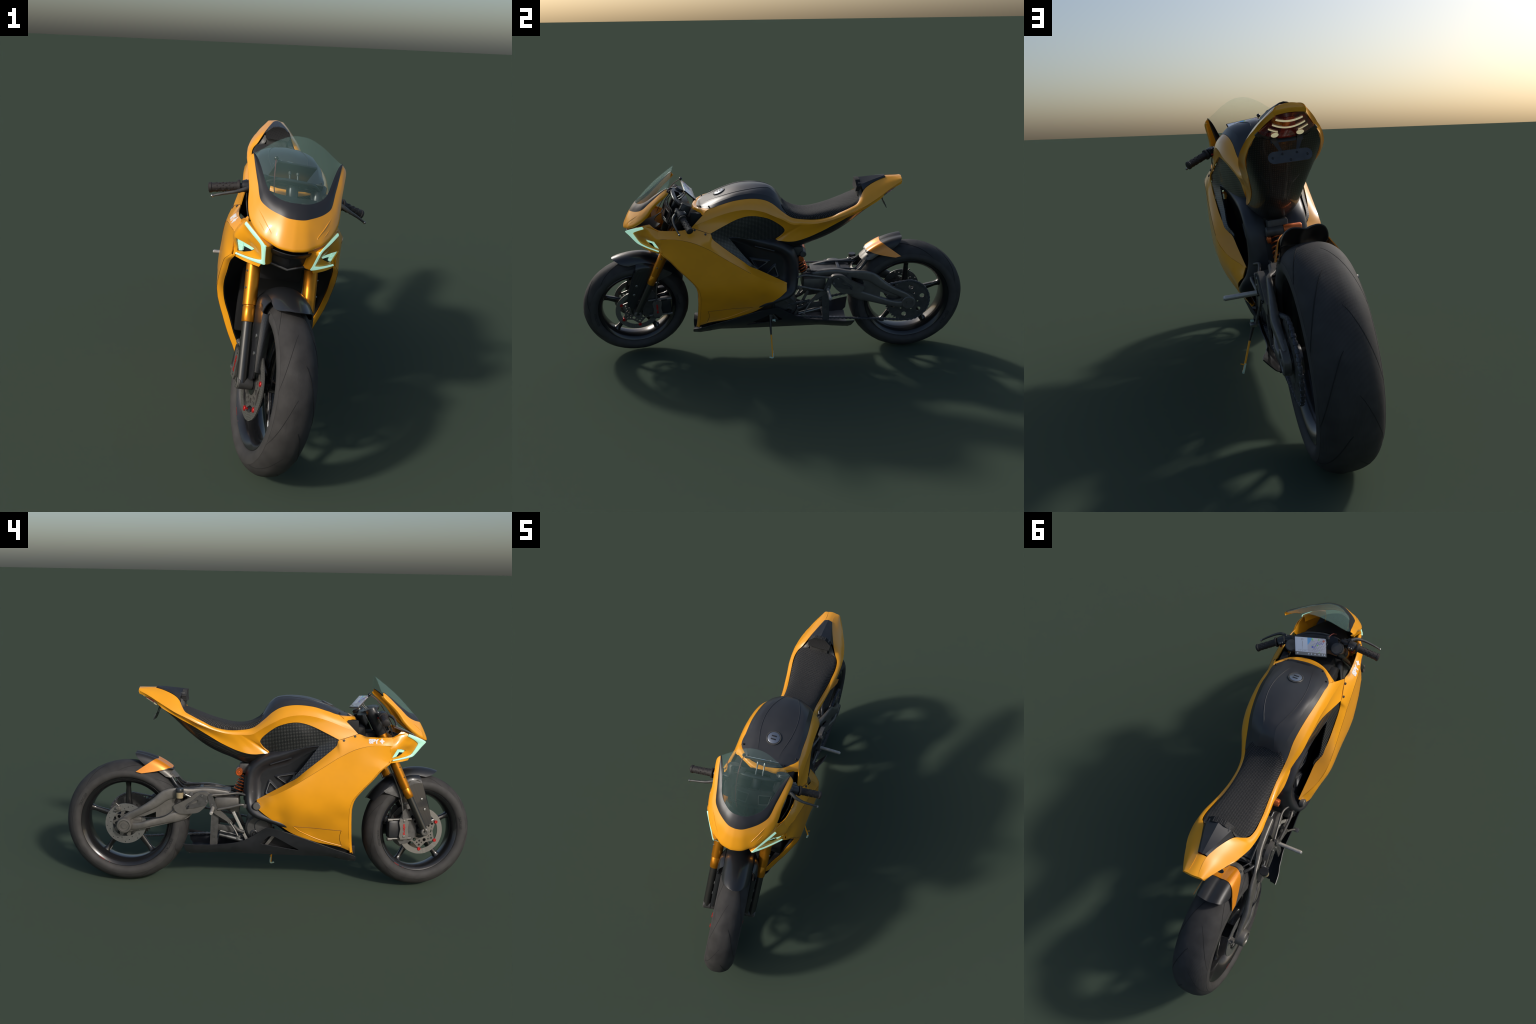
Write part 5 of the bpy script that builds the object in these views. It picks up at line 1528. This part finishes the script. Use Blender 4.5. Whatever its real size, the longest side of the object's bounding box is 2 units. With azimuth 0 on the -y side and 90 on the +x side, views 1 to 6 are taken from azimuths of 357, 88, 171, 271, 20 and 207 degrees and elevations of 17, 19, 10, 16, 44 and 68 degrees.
b = Bag().put(box(A(0, .266, .21), (.18, .030, .014), bev=.002))
b.mirror(box(A(.074, .212, .285), (.012, .085, .030), basis((1, 0, 0), A(0, -.12, 1)), .004))
b.mirror(tube([A(.076, .175, .300), A(.072, .150, .275), A(.070, .12, .265)], .010, 10, res=10))
add("subframe_arm", *b.vf, GREYD, sub)
for s in (1, -1):
    d_ = A(0, .068, .138)
    c_ = A(s * .066, .141, .294)
    add("strut", *box(c_, (.008, .014, .158), basis((1, 0, 0), d_), .0015), ALU if s < 0 else GREY, sub)
b = Bag().mirror(tube([A(.030, .245, .240), A(.034, .13, .212)], .0105, 16))
add("exhaust_tube", *b.vf, STEEL, sub)
# inner rear walls of the belly pan
add("rear_cable", *tube([A(-.095, .405, .430), A(-.10, .44, .40), A(-.118, .50, .352), A(-.105, .58, .335), A(-.09, .64, .345)], .0022, 8, res=30), BLACK)
add("rear_rod", *tube([A(.048, .275, .466), A(.048, .17, .468)], .0045, 8), DEEP, sub)

# ---------------------------------------------------------------- side stand (left)
stand = add("side_stand", *tube([A(.135, -.022, .151), A(.176, -.016, .036)], [.0042, .0034], 12), YEL)
add("side_stand_leg", *tube([A(.100, -.021, .240), A(.121, -.024, .186), A(.136, -.022, .148)], [.0075, .006, .0046], 12), BLACK, stand)
add("side_stand_foot", *tube([A(.164, -.015, .066), A(.176, -.014, .033), A(.176, -.019, .031), A(.175, -.033, .034)], [.0034, .0036, .0045, .0035], 10, res=16), PALE, stand)
add("side_stand_hook", *tube([A(.166, -.015, .062), A(.182, -.013, .068)], .0022, 8), YEL, stand)
b = Bag().put(box(A(.100, -.021, .236), (.016, .018, .03), bev=.003)).put(cyl(A(.108, -.008, .222), A(.124, -.008, .214), .008, 16))
add("side_stand_bracket", *b.vf, GREYD, stand)
add("side_stand_switch", *box(A(.118, -.006, .222), (.012, .016, .012), None, .002), PALE, stand)

# lean the machine on its stand and drop it onto the ground
root.rotation_euler = (0, LEAN, 0)
root.location = (-.0755, 0, 0)
bpy.context.view_layer.update()
